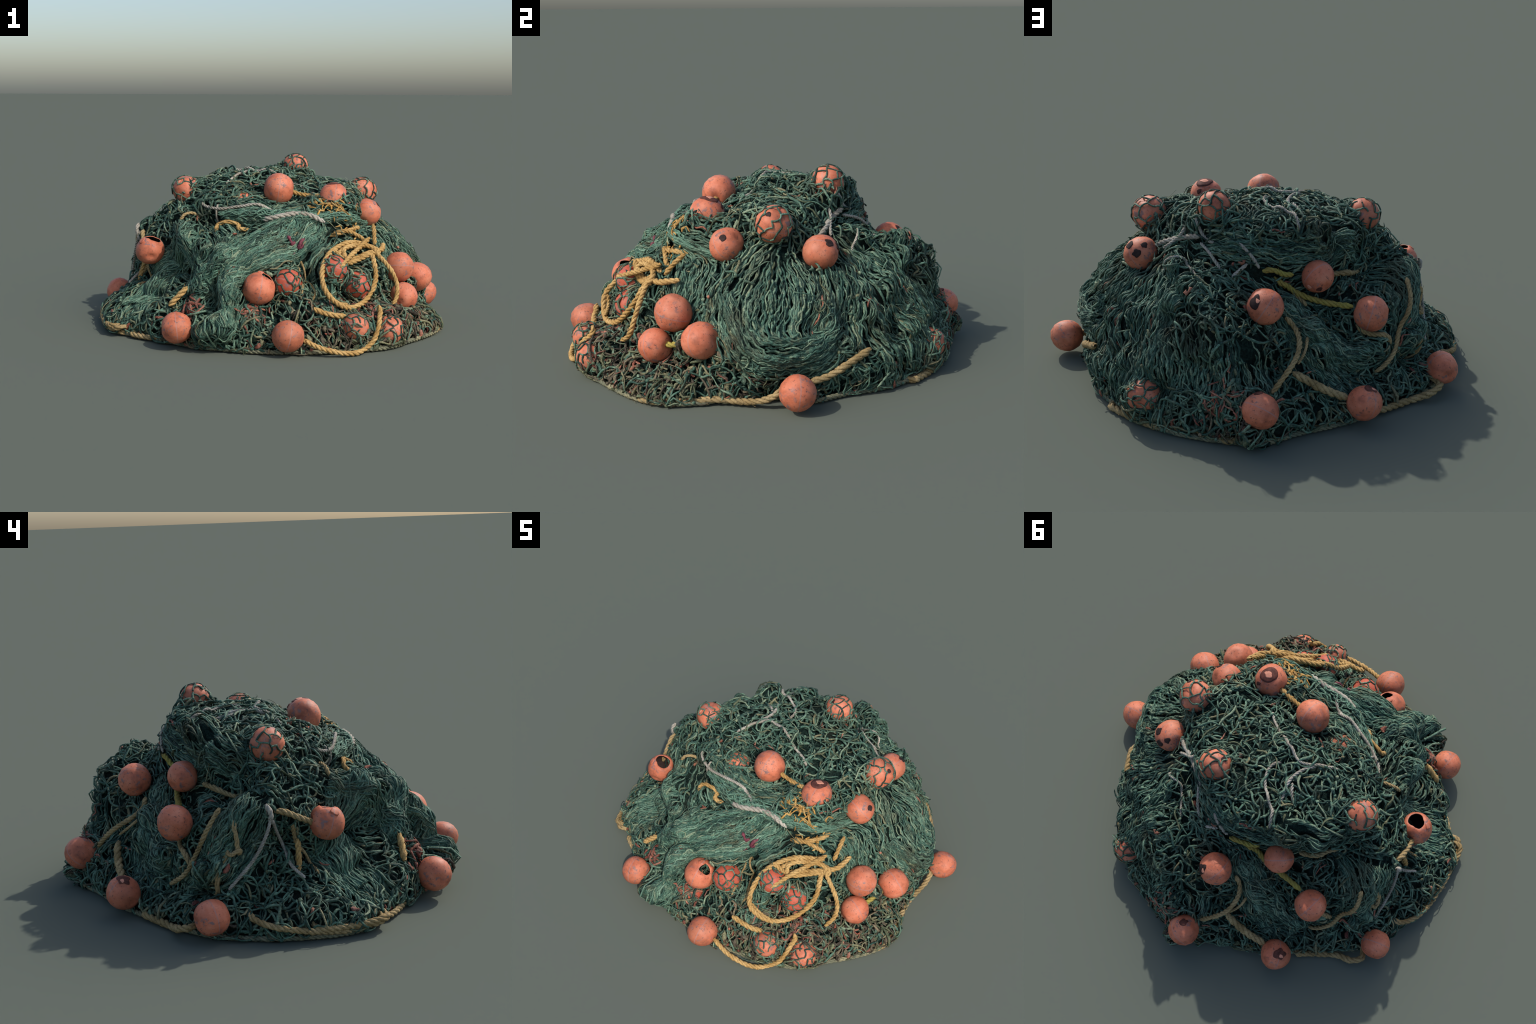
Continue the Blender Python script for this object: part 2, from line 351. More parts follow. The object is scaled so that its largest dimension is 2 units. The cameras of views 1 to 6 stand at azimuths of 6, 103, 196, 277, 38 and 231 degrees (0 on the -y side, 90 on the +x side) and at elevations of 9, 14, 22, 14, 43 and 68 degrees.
# ropes and cords: kind, radius, control points (m)
ROPES = [
    ("tan", 0.0142, [(0.572, -0.353, 0.482), (0.516, -0.412, 0.514), (0.443, -0.469, 0.513), (0.385, -0.534, 0.477), (0.344, -0.612, 0.421), (0.34, -0.68, 0.36), (0.363, -0.732, 0.298), (0.424, -0.714, 0.232), (0.501, -0.663, 0.196), (0.563, -0.59, 0.216), (0.598, -0.526, 0.271), (0.611, -0.468, 0.336), (0.604, -0.426, 0.41), (0.594, -0.39, 0.463)]),
    ("tan", 0.009, [(0.365, -0.713, 0.301), (0.393, -0.698, 0.254), (0.433, -0.692, 0.232), (0.48, -0.683, 0.226)]),
    ("tan", 0.012, [(0.412, -0.528, 0.455), (0.446, -0.492, 0.49), (0.515, -0.425, 0.5)]),
    ("tan", 0.0135, [(0.435, -0.632, 0.411), (0.481, -0.527, 0.451), (0.537, -0.435, 0.491), (0.586, -0.349, 0.529)]),
    ("tan", 0.0125, [(0.604, -0.387, 0.484), (0.626, -0.402, 0.45), (0.673, -0.414, 0.405), (0.72, -0.424, 0.343), (0.74, -0.438, 0.282), (0.735, -0.461, 0.219), (0.715, -0.509, 0.192)]),
    ("tan", 0.0125, [(0.614, -0.323, 0.486), (0.612, -0.281, 0.54), (0.606, -0.226, 0.588)]),
    ("tan", 0.0125, [(0.352, -0.34, 0.53), (0.428, -0.298, 0.561), (0.495, -0.231, 0.561)]),
    ("tan", 0.0115, [(0.385, -0.356, 0.553), (0.455, -0.342, 0.536), (0.518, -0.332, 0.513), (0.561, -0.319, 0.495)]),
    ("tan", 0.0135, [(0.259, -0.895, 0.087), (0.335, -0.902, 0.05), (0.406, -0.892, 0.029), (0.478, -0.875, 0.015), (0.547, -0.835, 0.013), (0.593, -0.785, 0.042), (0.622, -0.732, 0.089), (0.641, -0.696, 0.148), (0.646, -0.674, 0.199), (0.635, -0.681, 0.227)]),
    ("tan", 0.0145, [(0.307, -0.798, 0.226), (0.358, -0.782, 0.198), (0.421, -0.759, 0.178), (0.485, -0.737, 0.17)]),
    ("tan", 0.013, [(-0.678, -0.223, 0.377), (-0.697, -0.229, 0.315), (-0.72, -0.23, 0.244)]),
    ("tan", 0.017, [(-0.455, -0.694, 0.198), (-0.407, -0.685, 0.25), (-0.359, -0.674, 0.298)]),
    ("tan", 0.012, [(-0.25, -0.444, 0.554), (-0.194, -0.41, 0.547), (-0.114, -0.413, 0.556), (-0.042, -0.418, 0.561)]),
    ("hem_line", 0.015, [(0.791, -0.48, 0.03), (0.866, -0.427, 0.015), (0.944, -0.354, 0.015), (0.976, -0.288, 0.02), (0.972, -0.205, 0.02), (0.944, -0.104, 0.02), (0.911, 0.003, 0.03), (0.903, 0.12, 0.02), (0.914, 0.222, 0.04), (0.907, 0.295, 0.09)]),
    ("hem_line", 0.017, [(0.497, 0.803, 0.017), (0.392, 0.848, 0.017), (0.301, 0.886, 0.017), (0.2, 0.911, 0.017), (0.07, 0.904, 0.017), (-0.014, 0.897, 0.017), (-0.12, 0.926, 0.017), (-0.194, 0.894, 0.017), (-0.268, 0.806, 0.017), (-0.331, 0.703, 0.017)]),
    ("hem_line", 0.013, [(-0.333, 0.708, 0.02), (-0.428, 0.709, 0.015), (-0.505, 0.676, 0.015), (-0.538, 0.607, 0.03), (-0.569, 0.583, 0.08)]),
    ("hem_line", 0.017, [(-0.694, 0.495, 0.03), (-0.734, 0.429, 0.02), (-0.783, 0.368, 0.02), (-0.842, 0.303, 0.02), (-0.915, 0.279, 0.05), (-0.945, 0.2, 0.07)]),
    ("hem_line", 0.017, [(-0.822, 0.059, 0.06), (-0.823, -0.033, 0.04), (-0.848, -0.116, 0.03), (-0.863, -0.212, 0.025)]),
    ("hem_line", 0.015, [(-0.824, -0.274, 0.06), (-0.832, -0.314, 0.05), (-0.824, -0.401, 0.04), (-0.827, -0.511, 0.04), (-0.789, -0.59, 0.04), (-0.734, -0.627, 0.06)]),
    ("hem_line", 0.014, [(-0.776, -0.614, 0.06), (-0.812, -0.574, 0.06), (-0.84, -0.51, 0.05), (-0.88, -0.416, 0.05), (-0.912, -0.323, 0.05), (-0.887, -0.292, 0.07)]),
    ("hem_line", 0.014, [(-0.9, -0.017, 0.11), (-0.944, -0.102, 0.08), (-0.941, -0.221, 0.06), (-0.909, -0.329, 0.04), (-0.852, -0.467, 0.025), (-0.793, -0.53, 0.02), (-0.717, -0.599, 0.02)]),
    ("hem_line", 0.015, [(-0.698, -0.607, 0.02), (-0.621, -0.65, 0.02), (-0.558, -0.676, 0.02), (-0.479, -0.7, 0.02)]),
    ("hem_line", 0.015, [(-0.345, -0.76, 0.1), (-0.299, -0.746, 0.09), (-0.244, -0.742, 0.07), (-0.176, -0.77, 0.03), (-0.081, -0.821, 0.02), (0.005, -0.891, 0.02), (0.035, -0.809, 0.03), (0.105, -0.8, 0.07)]),
    ("rim", 0.017, [(0.798, 0.383, 0.09), (0.791, 0.407, 0.1), (0.767, 0.46, 0.113), (0.732, 0.537, 0.161), (0.663, 0.594, 0.187), (0.634, 0.627, 0.209)]),
    ("white", 0.008, [(-0.735, -0.119, 0.514), (-0.759, -0.106, 0.438), (-0.786, -0.057, 0.337), (-0.807, 0.001, 0.267), (-0.826, 0.067, 0.196)]),
    ("white", 0.0075, [(-0.748, -0.122, 0.483), (-0.675, -0.143, 0.38), (-0.651, -0.155, 0.346), (-0.731, -0.189, 0.276), (-0.772, -0.26, 0.232)]),
    ("rim", 0.01, [(-0.684, -0.205, 0.446), (-0.654, -0.21, 0.37), (-0.662, -0.223, 0.335), (-0.706, -0.221, 0.276)]),
    ("rim", 0.007, [(-0.659, -0.226, 0.341), (-0.624, -0.272, 0.247), (-0.715, -0.316, 0.23)]),
    ("rim", 0.014, [(-0.658, -0.305, 0.44), (-0.683, -0.233, 0.477), (-0.701, -0.165, 0.511), (-0.707, -0.125, 0.512)]),
    ("rim", 0.011, [(-0.688, 0.022, 0.473), (-0.704, 0.04, 0.405), (-0.703, 0.048, 0.338), (-0.687, 0.096, 0.215), (-0.664, 0.16, 0.125), (-0.638, 0.205, 0.077)]),
    ("rim", 0.012, [(-0.54, 0.315, 0.359), (-0.578, 0.318, 0.317), (-0.67, 0.282, 0.303), (-0.691, 0.25, 0.253)]),
    ("yellow", 0.014, [(-0.156, 0.393, 0.579), (-0.212, 0.384, 0.527), (-0.281, 0.379, 0.497), (-0.375, 0.358, 0.466), (-0.455, 0.338, 0.454), (-0.523, 0.325, 0.449)]),
    ("yellow", 0.013, [(-0.133, 0.468, 0.627), (-0.169, 0.439, 0.633), (-0.211, 0.401, 0.597), (-0.248, 0.372, 0.589)]),
    ("rim", 0.019, [(-0.573, 0.592, 0.127), (-0.488, 0.634, 0.171), (-0.407, 0.659, 0.217), (-0.339, 0.664, 0.25)]),
    ("rim", 0.012, [(-0.265, 0.539, 0.452), (-0.311, 0.541, 0.41), (-0.35, 0.59, 0.374), (-0.36, 0.668, 0.332), (-0.329, 0.731, 0.277), (-0.283, 0.788, 0.207)]),
    ("rim", 0.007, [(-0.371, 0.551, 0.376), (-0.38, 0.601, 0.337), (-0.36, 0.657, 0.293)]),
    ("rim", 0.012, [(-0.251, 0.383, 0.501), (-0.279, 0.38, 0.475), (-0.317, 0.378, 0.445)]),
    ("rim", 0.013, [(-0.388, 0.231, 0.553), (-0.451, 0.16, 0.544), (-0.455, 0.106, 0.515)]),
    ("rim", 0.012, [(-0.426, 0.19, 0.543), (-0.45, 0.105, 0.52), (-0.485, 0.058, 0.515)]),
    ("white", 0.013, [(0.446, 0.338, 0.629), (0.347, 0.372, 0.682), (0.29, 0.38, 0.706), (0.18, 0.422, 0.741)]),
    ("white", 0.008, [(0.272, 0.373, 0.756), (0.289, 0.387, 0.719), (0.327, 0.388, 0.684), (0.372, 0.402, 0.649)]),
    ("white", 0.008, [(0.208, 0.393, 0.825), (0.193, 0.407, 0.795), (0.167, 0.417, 0.749), (0.133, 0.435, 0.728), (0.101, 0.448, 0.726)]),
    ("white", 0.0075, [(0.178, 0.422, 0.708), (0.113, 0.472, 0.686), (0.057, 0.513, 0.642), (0.032, 0.528, 0.621)]),
    ("white", 0.0075, [(-0.025, 0.474, 0.75), (-0.079, 0.478, 0.707), (-0.106, 0.475, 0.666), (-0.119, 0.471, 0.641)]),
    ("white", 0.008, [(-0.07, 0.492, 0.663), (-0.034, 0.507, 0.63), (-0.01, 0.526, 0.606)]),
    ("white", 0.0075, [(0.224, -0.071, 0.76), (0.174, -0.044, 0.771), (0.118, -0.03, 0.782), (-0.02, 0.006, 0.858), (-0.089, 0.009, 0.845), (-0.16, -0.037, 0.836), (-0.229, -0.127, 0.794)]),
    ("white", 0.0085, [(-0.161, -0.043, 0.836), (-0.132, 0.039, 0.835), (-0.143, 0.119, 0.831), (-0.177, 0.176, 0.808), (-0.198, 0.218, 0.807)]),
    ("white", 0.0075, [(-0.042, 0.08, 0.839), (-0.026, 0.122, 0.845), (-0.039, 0.166, 0.844), (-0.076, 0.209, 0.835), (-0.162, 0.254, 0.84), (-0.235, 0.268, 0.843), (-0.263, 0.318, 0.776)]),
    ("white", 0.008, [(-0.157, 0.101, 0.832), (-0.206, 0.14, 0.808), (-0.252, 0.161, 0.793)]),
    ("white", 0.0085, [(-0.348, -0.274, 0.699), (-0.306, -0.318, 0.677), (-0.212, -0.355, 0.669), (-0.114, -0.366, 0.682), (-0.038, -0.37, 0.696), (0.022, -0.36, 0.673), (0.054, -0.372, 0.659)]),
    ("white", 0.015, [(0.012, -0.447, 0.63), (0.094, -0.447, 0.64), (0.168, -0.417, 0.653), (0.243, -0.396, 0.654), (0.304, -0.388, 0.629), (0.344, -0.39, 0.614)]),
    ("white", 0.006, [(-0.247, -0.326, 0.696), (-0.248, -0.346, 0.652), (-0.245, -0.34, 0.594)]),
    ("white", 0.006, [(0.109, 0.597, 0.593), (0.229, 0.49, 0.639), (0.314, 0.493, 0.602), (0.342, 0.494, 0.569)]),
    ("rim", 0.009, [(-0.454, -0.356, 0.601), (-0.434, -0.329, 0.625), (-0.401, -0.309, 0.631), (-0.354, -0.297, 0.618)]),
    ("rim", 0.006, [(0.223, -0.528, 0.427), (0.235, -0.557, 0.38), (0.253, -0.541, 0.299), (0.297, -0.693, 0.247)]),
    ("rim", 0.006, [(0.214, -0.571, 0.398), (0.215, -0.629, 0.33), (0.241, -0.725, 0.279)]),
    ("tan", 0.0135, [(0.461, -0.525, 0.428), (0.445, -0.515, 0.483), (0.465, -0.467, 0.496), (0.565, -0.395, 0.498), (0.632, -0.374, 0.468), (0.636, -0.414, 0.438)]),
    ("tan", 0.0145, [(0.455, -0.514, 0.436), (0.491, -0.451, 0.422), (0.647, -0.351, 0.457), (0.659, -0.293, 0.469), (0.664, -0.236, 0.48)]),
    ("tan", 0.0135, [(0.392, -0.548, 0.489), (0.449, -0.524, 0.435), (0.463, -0.496, 0.399), (0.622, -0.387, 0.458)]),
    ("white", 0.008, [(0.005, -0.366, 0.681), (0.06, -0.372, 0.656), (0.151, -0.421, 0.65)]),
    ("white", 0.012, [(-0.747, -0.095, 0.554), (-0.754, -0.122, 0.513), (-0.742, -0.111, 0.475)]),
    ("rim", 0.011, [(-0.724, 0.106, 0.532), (-0.761, 0.153, 0.46), (-0.757, 0.189, 0.387), (-0.721, 0.217, 0.327), (-0.723, 0.271, 0.226), (-0.681, 0.338, 0.174), (-0.646, 0.36, 0.153)]),
    ("hem", 0.012, [(0.907, 0, 0.014), (0.868, 0.138, 0.014), (0.789, 0.256, 0.014), (0.82, 0.418, 0.014), (0.705, 0.512, 0.014), (0.631, 0.631, 0.014), (0.536, 0.738, 0.014), (0.415, 0.815, 0.014), (0.289, 0.89, 0.014), (0.146, 0.924, 0.014), (0, 0.933, 0.014), (-0.146, 0.919, 0.014), (-0.29, 0.891, 0.014), (-0.39, 0.765, 0.014), (-0.496, 0.682, 0.014), (-0.593, 0.593, 0.014), (-0.673, 0.489, 0.014), (-0.753, 0.384, 0.014), (-0.836, 0.272, 0.014), (-0.9, 0.143, 0.014), (-0.922, 0, 0.014), (-0.927, -0.147, 0.014), (-0.902, -0.293, 0.014), (-0.863, -0.44, 0.014), (-0.77, -0.559, 0.014), (-0.611, -0.611, 0.014), (-0.509, -0.7, 0.014), (-0.388, -0.761, 0.014), (-0.269, -0.829, 0.014), (-0.135, -0.852, 0.014), (-0, -0.881, 0.014), (0.139, -0.879, 0.014), (0.283, -0.87, 0.014), (0.423, -0.829, 0.014), (0.567, -0.781, 0.014), (0.71, -0.71, 0.014), (0.794, -0.577, 0.014), (0.891, -0.454, 0.014), (0.972, -0.316, 0.014), (0.977, -0.155, 0.014), (0.907, 0, 0.014)]),
]
# floats: centre, radius, axis of the rope hole, wear (torn openings, patches, netting)
FLOATS = [
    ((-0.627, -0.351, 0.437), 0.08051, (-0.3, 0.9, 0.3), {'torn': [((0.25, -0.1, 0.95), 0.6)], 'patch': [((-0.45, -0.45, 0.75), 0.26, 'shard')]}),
    ((-0.923, 0.131, 0.106), 0.0776, (0.5, -0.8, 0.1), {}),
    ((-0.392, -0.833, 0.116), 0.081, (1, 0.2, 0.1), {}),
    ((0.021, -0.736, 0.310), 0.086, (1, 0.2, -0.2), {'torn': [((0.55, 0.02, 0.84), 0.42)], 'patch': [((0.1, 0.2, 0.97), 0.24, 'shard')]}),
    ((0.078, -0.215, 0.774), 0.087, (0.99, 0.1, -0.15), {}),
    ((0.383, -0.186, 0.727), 0.085, (-0.99, -0.1, 0.15), {'patch': [((0.02, 0.2, 0.98), 0.52, 'brown'), ((0.02, 0.18, 0.98), 0.25, 'pale'), ((0.09, 0.85, 0.51), 0.18, 'brown')]}),
    ((0.134, 0.343, 0.858), 0.07954, (0.1, 1, 0.2), {'net': 1, 'patch': [((-0.3, -0.5, 0.8), 0.22, 'dark')]}),
    ((0.542, 0.171, 0.729), 0.08536, (0.2, 0.3, 1), {'net': 1, 'patch': [((0.72, -0.09, 0.68), 0.16, 'dark')]}),
    ((0.570, -0.041, 0.630), 0.08051, (0.3, 0.8, 0.6), {'patch': [((0.81, 0, 0.6), 0.2, 'dark')]}),
    ((0.751, -0.241, 0.352), 0.08536, (0, 0.3, 1), {}),
    ((0.861, -0.082, 0.271), 0.08536, (-0.33, -0.9, -0.2), {}),
    ((0.779, -0.322, 0.202), 0.07857, (0.33, 0.9, 0.2), {}),
    ((0.931, 0.362, 0.094), 0.081, (-0.3, 0.9, -0.1), {}),
    ((-0.468, -0.081, 0.753), 0.08051, (0.2, 0.9, 0.3), {'net': 1, 'patch': [((-0.5, -0.6, 0.6), 0.2, 'pale')]}),
    ((0.497, 0.376, 0.598), 0.08148, (-0.8, 0.1, 0.5), {'patch': [((0.46, 0.57, 0.68), 0.29, 'dark'), ((-0.46, 0.49, 0.76), 0.18, 'dark'), ((-0.14, 0.93, 0.37), 0.26, 'dark')]}),
    ((-0.192, 0.605, 0.521), 0.082, (-0.8, -0.1, -0.5), {'patch': [((0.36, 0.73, 0.58), 0.4, 'dark'), ((0.2, 0.75, 0.62), 0.13, 'pale')]}),
    ((-0.356, 0.334, 0.578), 0.07469, (0.7, -0.5, 0.4), {'patch': [((0.3, 0.85, -0.35), 0.14, 'pale'), ((-0.3, 0.8, -0.5), 0.2, 'brown')]}),
    ((-0.610, 0.331, 0.432), 0.082, (0.85, 0.1, 0.2), {}),
    ((-0.263, 0.885, 0.167), 0.08051, (-0.2, -0.6, 0.6), {'patch': [((0.17, -0.23, 0.96), 0.26, 'brown')]}),
    ((-0.646, 0.579, 0.108), 0.08, (0.6, 0.6, 0.3), {'patch': [((-0.33, -0.15, 0.92), 0.42, 'brown'), ((-0.45, -0.1, 0.88), 0.14, 'pale')]}),
    ((0.289, 0.856, 0.134), 0.078, (0.3, 0.4, 1), {'net': 2, 'patch': [((0.1, 0.9, 0.3), 0.14, 'dark')]}),
    ((0.690, -0.664, 0.094), 0.0776, (0.3, 0.4, 1), {'net': 1}),
    ((0.396, -0.571, 0.391), 0.075, (0.3, 0.4, 1), {'net': 2, 'red': 1}),
    ((0.519, -0.535, 0.302), 0.075, (0.3, 0.4, 1), {'net': 2, 'red': 1}),
    ((0.169, -0.674, 0.329), 0.078, (0.3, 0.4, 1), {'net': 2, 'red': 1}),
    ((-0.026, -0.766, 0.146), 0.078, (0.3, 0.4, 1), {'net': 2, 'red': 1}),
    ((0.519, -0.764, 0.128), 0.07, (0.3, 0.4, 1), {'net': 2}),
    ((-0.117, -0.243, 0.696), 0.068, (0.3, 0.4, 1), {'net': 2}),
    ((0.186, -0.910, 0.105), 0.08245, (1, 0.2, -0.2), {}),
]
FREE_ROPES = [
    ("tan", 0.0125, [(0.139, -0.209, 0.764), (0.2, -0.203, 0.745), (0.261, -0.198, 0.736), (0.322, -0.192, 0.736)]),
    ("yellow", 0.014, [(0.845, -0.13, 0.257), (0.828, -0.178, 0.238), (0.812, -0.226, 0.224), (0.796, -0.274, 0.216)]),
]


N_TH, N_PH = 720, 200
PH0, PH1 = 6.0, 90.0


def _pchip_rows(x, y, xi):
    """Shape-preserving cubic interpolation of one profile."""
    h = np.diff(x); d = np.diff(y) / h
    m = np.zeros_like(y)
    m[0], m[-1] = d[0], d[-1]
    for i in range(1, len(x) - 1):
        if d[i - 1] * d[i] > 0:
            w1, w2 = 2 * h[i] + h[i - 1], h[i] + 2 * h[i - 1]
            m[i] = (w1 + w2) / (w1 / d[i - 1] + w2 / d[i])
    k = np.clip(np.searchsorted(x, xi) - 1, 0, len(h) - 1)
    t = np.clip((xi - x[k]) / h[k], 0, 1)
    return ((1 + 2 * t) * (1 - t) ** 2 * y[k] + t * (1 - t) ** 2 * h[k] * m[k]
            + t * t * (3 - 2 * t) * y[k + 1] + t * t * (t - 1) * h[k] * m[k + 1])


def smooth(a, s_th, s_ph):
    def blur(a, s, axis, mode):
        n = max(1, int(3 * s)); k = np.exp(-0.5 * (np.arange(-n, n + 1) / max(s, 1e-6)) ** 2); k /= k.sum()
        pad = [(0, 0)] * a.ndim; pad[axis] = (n, n)
        b = np.pad(a, pad, mode=mode)
        return np.apply_along_axis(lambda v: np.convolve(v, k, "valid"), axis, b)
    return blur(blur(a, s_th, 0, "wrap"), s_ph, 1, "edge")


def value_noise(p, scale, seed):
    """Smooth lattice noise in -1..1 for an array of points."""
    q = np.asarray(p) * scale + seed * 17.31
    i = np.floor(q).astype(np.int64); f = q - i; f = f * f * (3 - 2 * f)
    def h(ix, iy, iz):
        n = (ix * 374761393 + iy * 668265263 + iz * 1274126177 + seed * 362437) & 0xFFFFFFFF
        n = ((n ^ (n >> 13)) * 1103515245) & 0xFFFFFFFF
        return ((n ^ (n >> 16)) & 0xFFFF) / 32767.5 - 1
    out = 0
    for a in (0, 1):
        for b in (0, 1):
            for c in (0, 1):
                w = (f[..., 0] if a else 1 - f[..., 0]) * (f[..., 1] if b else 1 - f[..., 1]) * (f[..., 2] if c else 1 - f[..., 2])
                out = out + w * h(i[..., 0] + a, i[..., 1] + b, i[..., 2] + c)
    return out


TH = np.radians(np.arange(N_TH) * 360.0 / N_TH)
PH = np.radians(np.linspace(PH0, PH1, N_PH))


def build_mound():
    az = np.array(sorted(PROFILES), float)
    rows = []
    for a in az:
        pts = np.array(PROFILES[int(a)] + [(0.0, TOP_Z)])
        ph = np.arctan2(pts[:, 1] - CENTRE[2], pts[:, 0]); rho = np.hypot(pts[:, 0], pts[:, 1] - CENTRE[2])
        for i in range(1, len(ph)):
            ph[i] = max(ph[i], ph[i - 1] + math.radians(0.6))
        base_r = pts[0, 0]
        low = PH < ph[0]
        r = _pchip_rows(ph, rho, PH)
        r[low] = base_r / np.cos(PH[low])
        rows.append(r)
    rows = np.array(rows)
    # periodic cubic across azimuth
    azx = np.concatenate([az[-3:] - 360, az, az[:3] + 360]); rx = np.concatenate([rows[-3:], rows, rows[:3]])
    t = np.degrees(TH); k = np.searchsorted(azx, t, side="right") - 1
    h = (azx[k + 1] - azx[k])[:, None]; u = ((t - azx[k])[:, None]) / h
    def slope(i):
        return (rx[i + 1] - rx[i - 1]) / (azx[i + 1] - azx[i - 1])[:, None]
    R = ((1 + 2 * u) * (1 - u) ** 2 * rx[k] + u * (1 - u) ** 2 * h * slope(k) + u * u * (3 - 2 * u) * rx[k + 1] + u * u * (u - 1) * h * slope(k + 1))
    return smooth(R, 4, 1.2)


def direction(th, ph):
    th, ph = np.broadcast_arrays(th, ph)
    return np.stack([np.cos(ph) * np.cos(th), np.cos(ph) * np.sin(th), np.sin(ph)], -1)


RHO = build_mound()
GRID_DIR = direction(TH[:, None], PH[None, :])


def fold_field(rho, amount, width, run):
    """Height of one fold: falls off with distance from a line drawn over the mound."""
    run = np.array(run, float)
    az = np.radians(run[:, 0]); el = np.radians(run[:, 1])
    if len(run) > 1:
        t = np.linspace(0, len(run) - 1, 8 * len(run)); az = np.interp(t, np.arange(len(run)), np.unwrap(az)); el = np.interp(t, np.arange(len(run)), el)
    i = (az / (2 * math.pi) * N_TH).astype(int) % N_TH; j = np.clip((np.degrees(el) - PH0) / (PH1 - PH0) * (N_PH - 1), 0, N_PH - 1).astype(int)
    line = CENTRE + direction(az, el) * rho[i, j][:, None]
    P = CENTRE + GRID_DIR * rho[..., None]
    d2 = np.full(rho.shape, 9.0)
    for c in line: d2 = np.minimum(d2, ((P - c) ** 2).sum(-1))
    q = d2 / (width * width)
    return amount * (np.exp(-.7 * q * q) if amount > 0 else np.exp(-.5 * q))


RHO_SOFT = RHO
RELIEF = np.zeros_like(RHO_SOFT)
for layer in FOLDS:          # within a layer overlapping folds merge; layers add up
    up = np.zeros_like(RHO_SOFT); down = np.zeros_like(RHO_SOFT)
    for f in layer:
        h = fold_field(RHO_SOFT, *f)
        up = np.maximum(up, h); down = np.minimum(down, h)
    RELIEF = RELIEF + up + down
RHO = RHO_SOFT - 0.012 + np.clip(RELIEF, -.16, .11)


def grid_points(rho):
    P = CENTRE + GRID_DIR * rho[..., None]
    P[..., 2] = np.maximum(P[..., 2], 0.004)
    return P


def grid_normals(P):
    du = np.roll(P, -1, 0) - np.roll(P, 1, 0)
    dv = np.gradient(P, axis=1)
    n = np.cross(du, dv)
    n[:, -1] = (0, 0, 1)
    l = np.linalg.norm(n, axis=-1, keepdims=True)
    n = n / np.maximum(l, 1e-9)
    n = np.where(l < 1e-9, GRID_DIR, n)
    return n


P_SMOOTH = grid_points(RHO)
# crumple: soft lumps and fine unevenness of the piled net
_bump = 0.011 * value_noise(P_SMOOTH, 7, 1) + 0.008 * value_noise(P_SMOOTH, 15, 2) + 0.004 * value_noise(P_SMOOTH, 34, 3)
RHO_FINAL = RHO + _bump - 0.004 - 0.010 * np.exp(-(P_SMOOTH[..., 2] / 0.07) ** 2)      # hem tucked in
P_GRID = grid_points(RHO_FINAL)
N_GRID = smooth(grid_normals(grid_points(smooth(RHO_FINAL, 3, 1.5))), 2, 1)
N_GRID /= np.linalg.norm(N_GRID, axis=-1, keepdims=True)


def _lookup(G, th, ph):
    x = (np.asarray(th) / (2 * math.pi) * N_TH) % N_TH
    y = np.clip((np.degrees(ph) - PH0) / (PH1 - PH0) * (N_PH - 1), 0, N_PH - 1.001)
    i = np.floor(x).astype(int) % N_TH; j = np.floor(y).astype(int); fx = (x - np.floor(x))[..., None]; fy = (y - j)[..., None]
    i2 = (i + 1) % N_TH
    return (G[i, j] * (1 - fx) * (1 - fy) + G[i2, j] * fx * (1 - fy) + G[i, j + 1] * (1 - fx) * fy + G[i2, j + 1] * fx * fy)


def snap(p, lift=0.0):
    """Points moved along their ray from CENTRE onto the mound; returns position and normal."""
    d = np.asarray(p, float) - CENTRE
    th = np.arctan2(d[..., 1], d[..., 0]); ph = np.arctan2(d[..., 2], np.hypot(d[..., 0], d[..., 1]))
    n = _lookup(N_GRID, th, ph); n = n / np.linalg.norm(n, axis=-1, keepdims=True)
    q = _lookup(P_GRID, th, ph) + n * np.asarray(lift)[..., None]
    return q, n


def on_mound(az, el, lift=0.0):
    d = direction(np.radians(np.asarray(az, float)), np.radians(np.asarray(el, float)))
    return snap(CENTRE + d, lift)

# ---------------------------------------------------------------- twine flow on the heap
def flow_samples():
    pts, tan = [], []
    for line in FLOW:
        a = np.array(line)
        q, _ = on_mound(a[:, 0], a[:, 1])
        seg = np.linalg.norm(np.diff(q, axis=0), axis=1); s = np.concatenate([[0], np.cumsum(seg)])
        u = np.linspace(0, s[-1], max(3, int(s[-1] / 0.025)))
        r = np.stack([np.interp(u, s, q[:, i]) for i in range(3)], -1)
        r, _ = snap(r)
        t = np.gradient(r, axis=0); t /= np.maximum(np.linalg.norm(t, axis=1, keepdims=True), 1e-9)
        pts.append(r); tan.append(t)
    return np.concatenate(pts), np.concatenate(tan)


FLOW_P, FLOW_T = flow_samples()


def flow(p):
    """Lie of the twine at points p: direction and how combed (0..1) it is there."""
    t = np.zeros_like(p); c = np.zeros(len(p))
    for i in range(0, len(p), 4000):
        d2 = ((p[i:i + 4000, None, :] - FLOW_P[None]) ** 2).sum(-1)
        w = np.exp(-d2 / (2 * 0.045 ** 2))
        t[i:i + 4000] = w @ FLOW_T
        c[i:i + 4000] = np.exp(-d2.min(1) / (2 * 0.07 ** 2))
    l = np.linalg.norm(t, axis=1, keepdims=True)
    return t / np.maximum(l, 1e-9), c


def area_points(n):
    """n points spread evenly by area over the mound."""
    e1 = np.roll(P_GRID, -1, 0) - P_GRID
    e2 = np.zeros_like(P_GRID); e2[:, :-1] = P_GRID[:, 1:] - P_GRID[:, :-1]
    a = np.linalg.norm(np.cross(e1, e2), axis=-1)
    a[P_GRID[..., 2] < 0.012] = 0
    a = a.ravel(); k = RNG.choice(a.size, n, p=a / a.sum())
    p = P_GRID.reshape(-1, 3)[k] + RNG.normal(0, 0.004, (n, 3))
    return snap(p)[0]


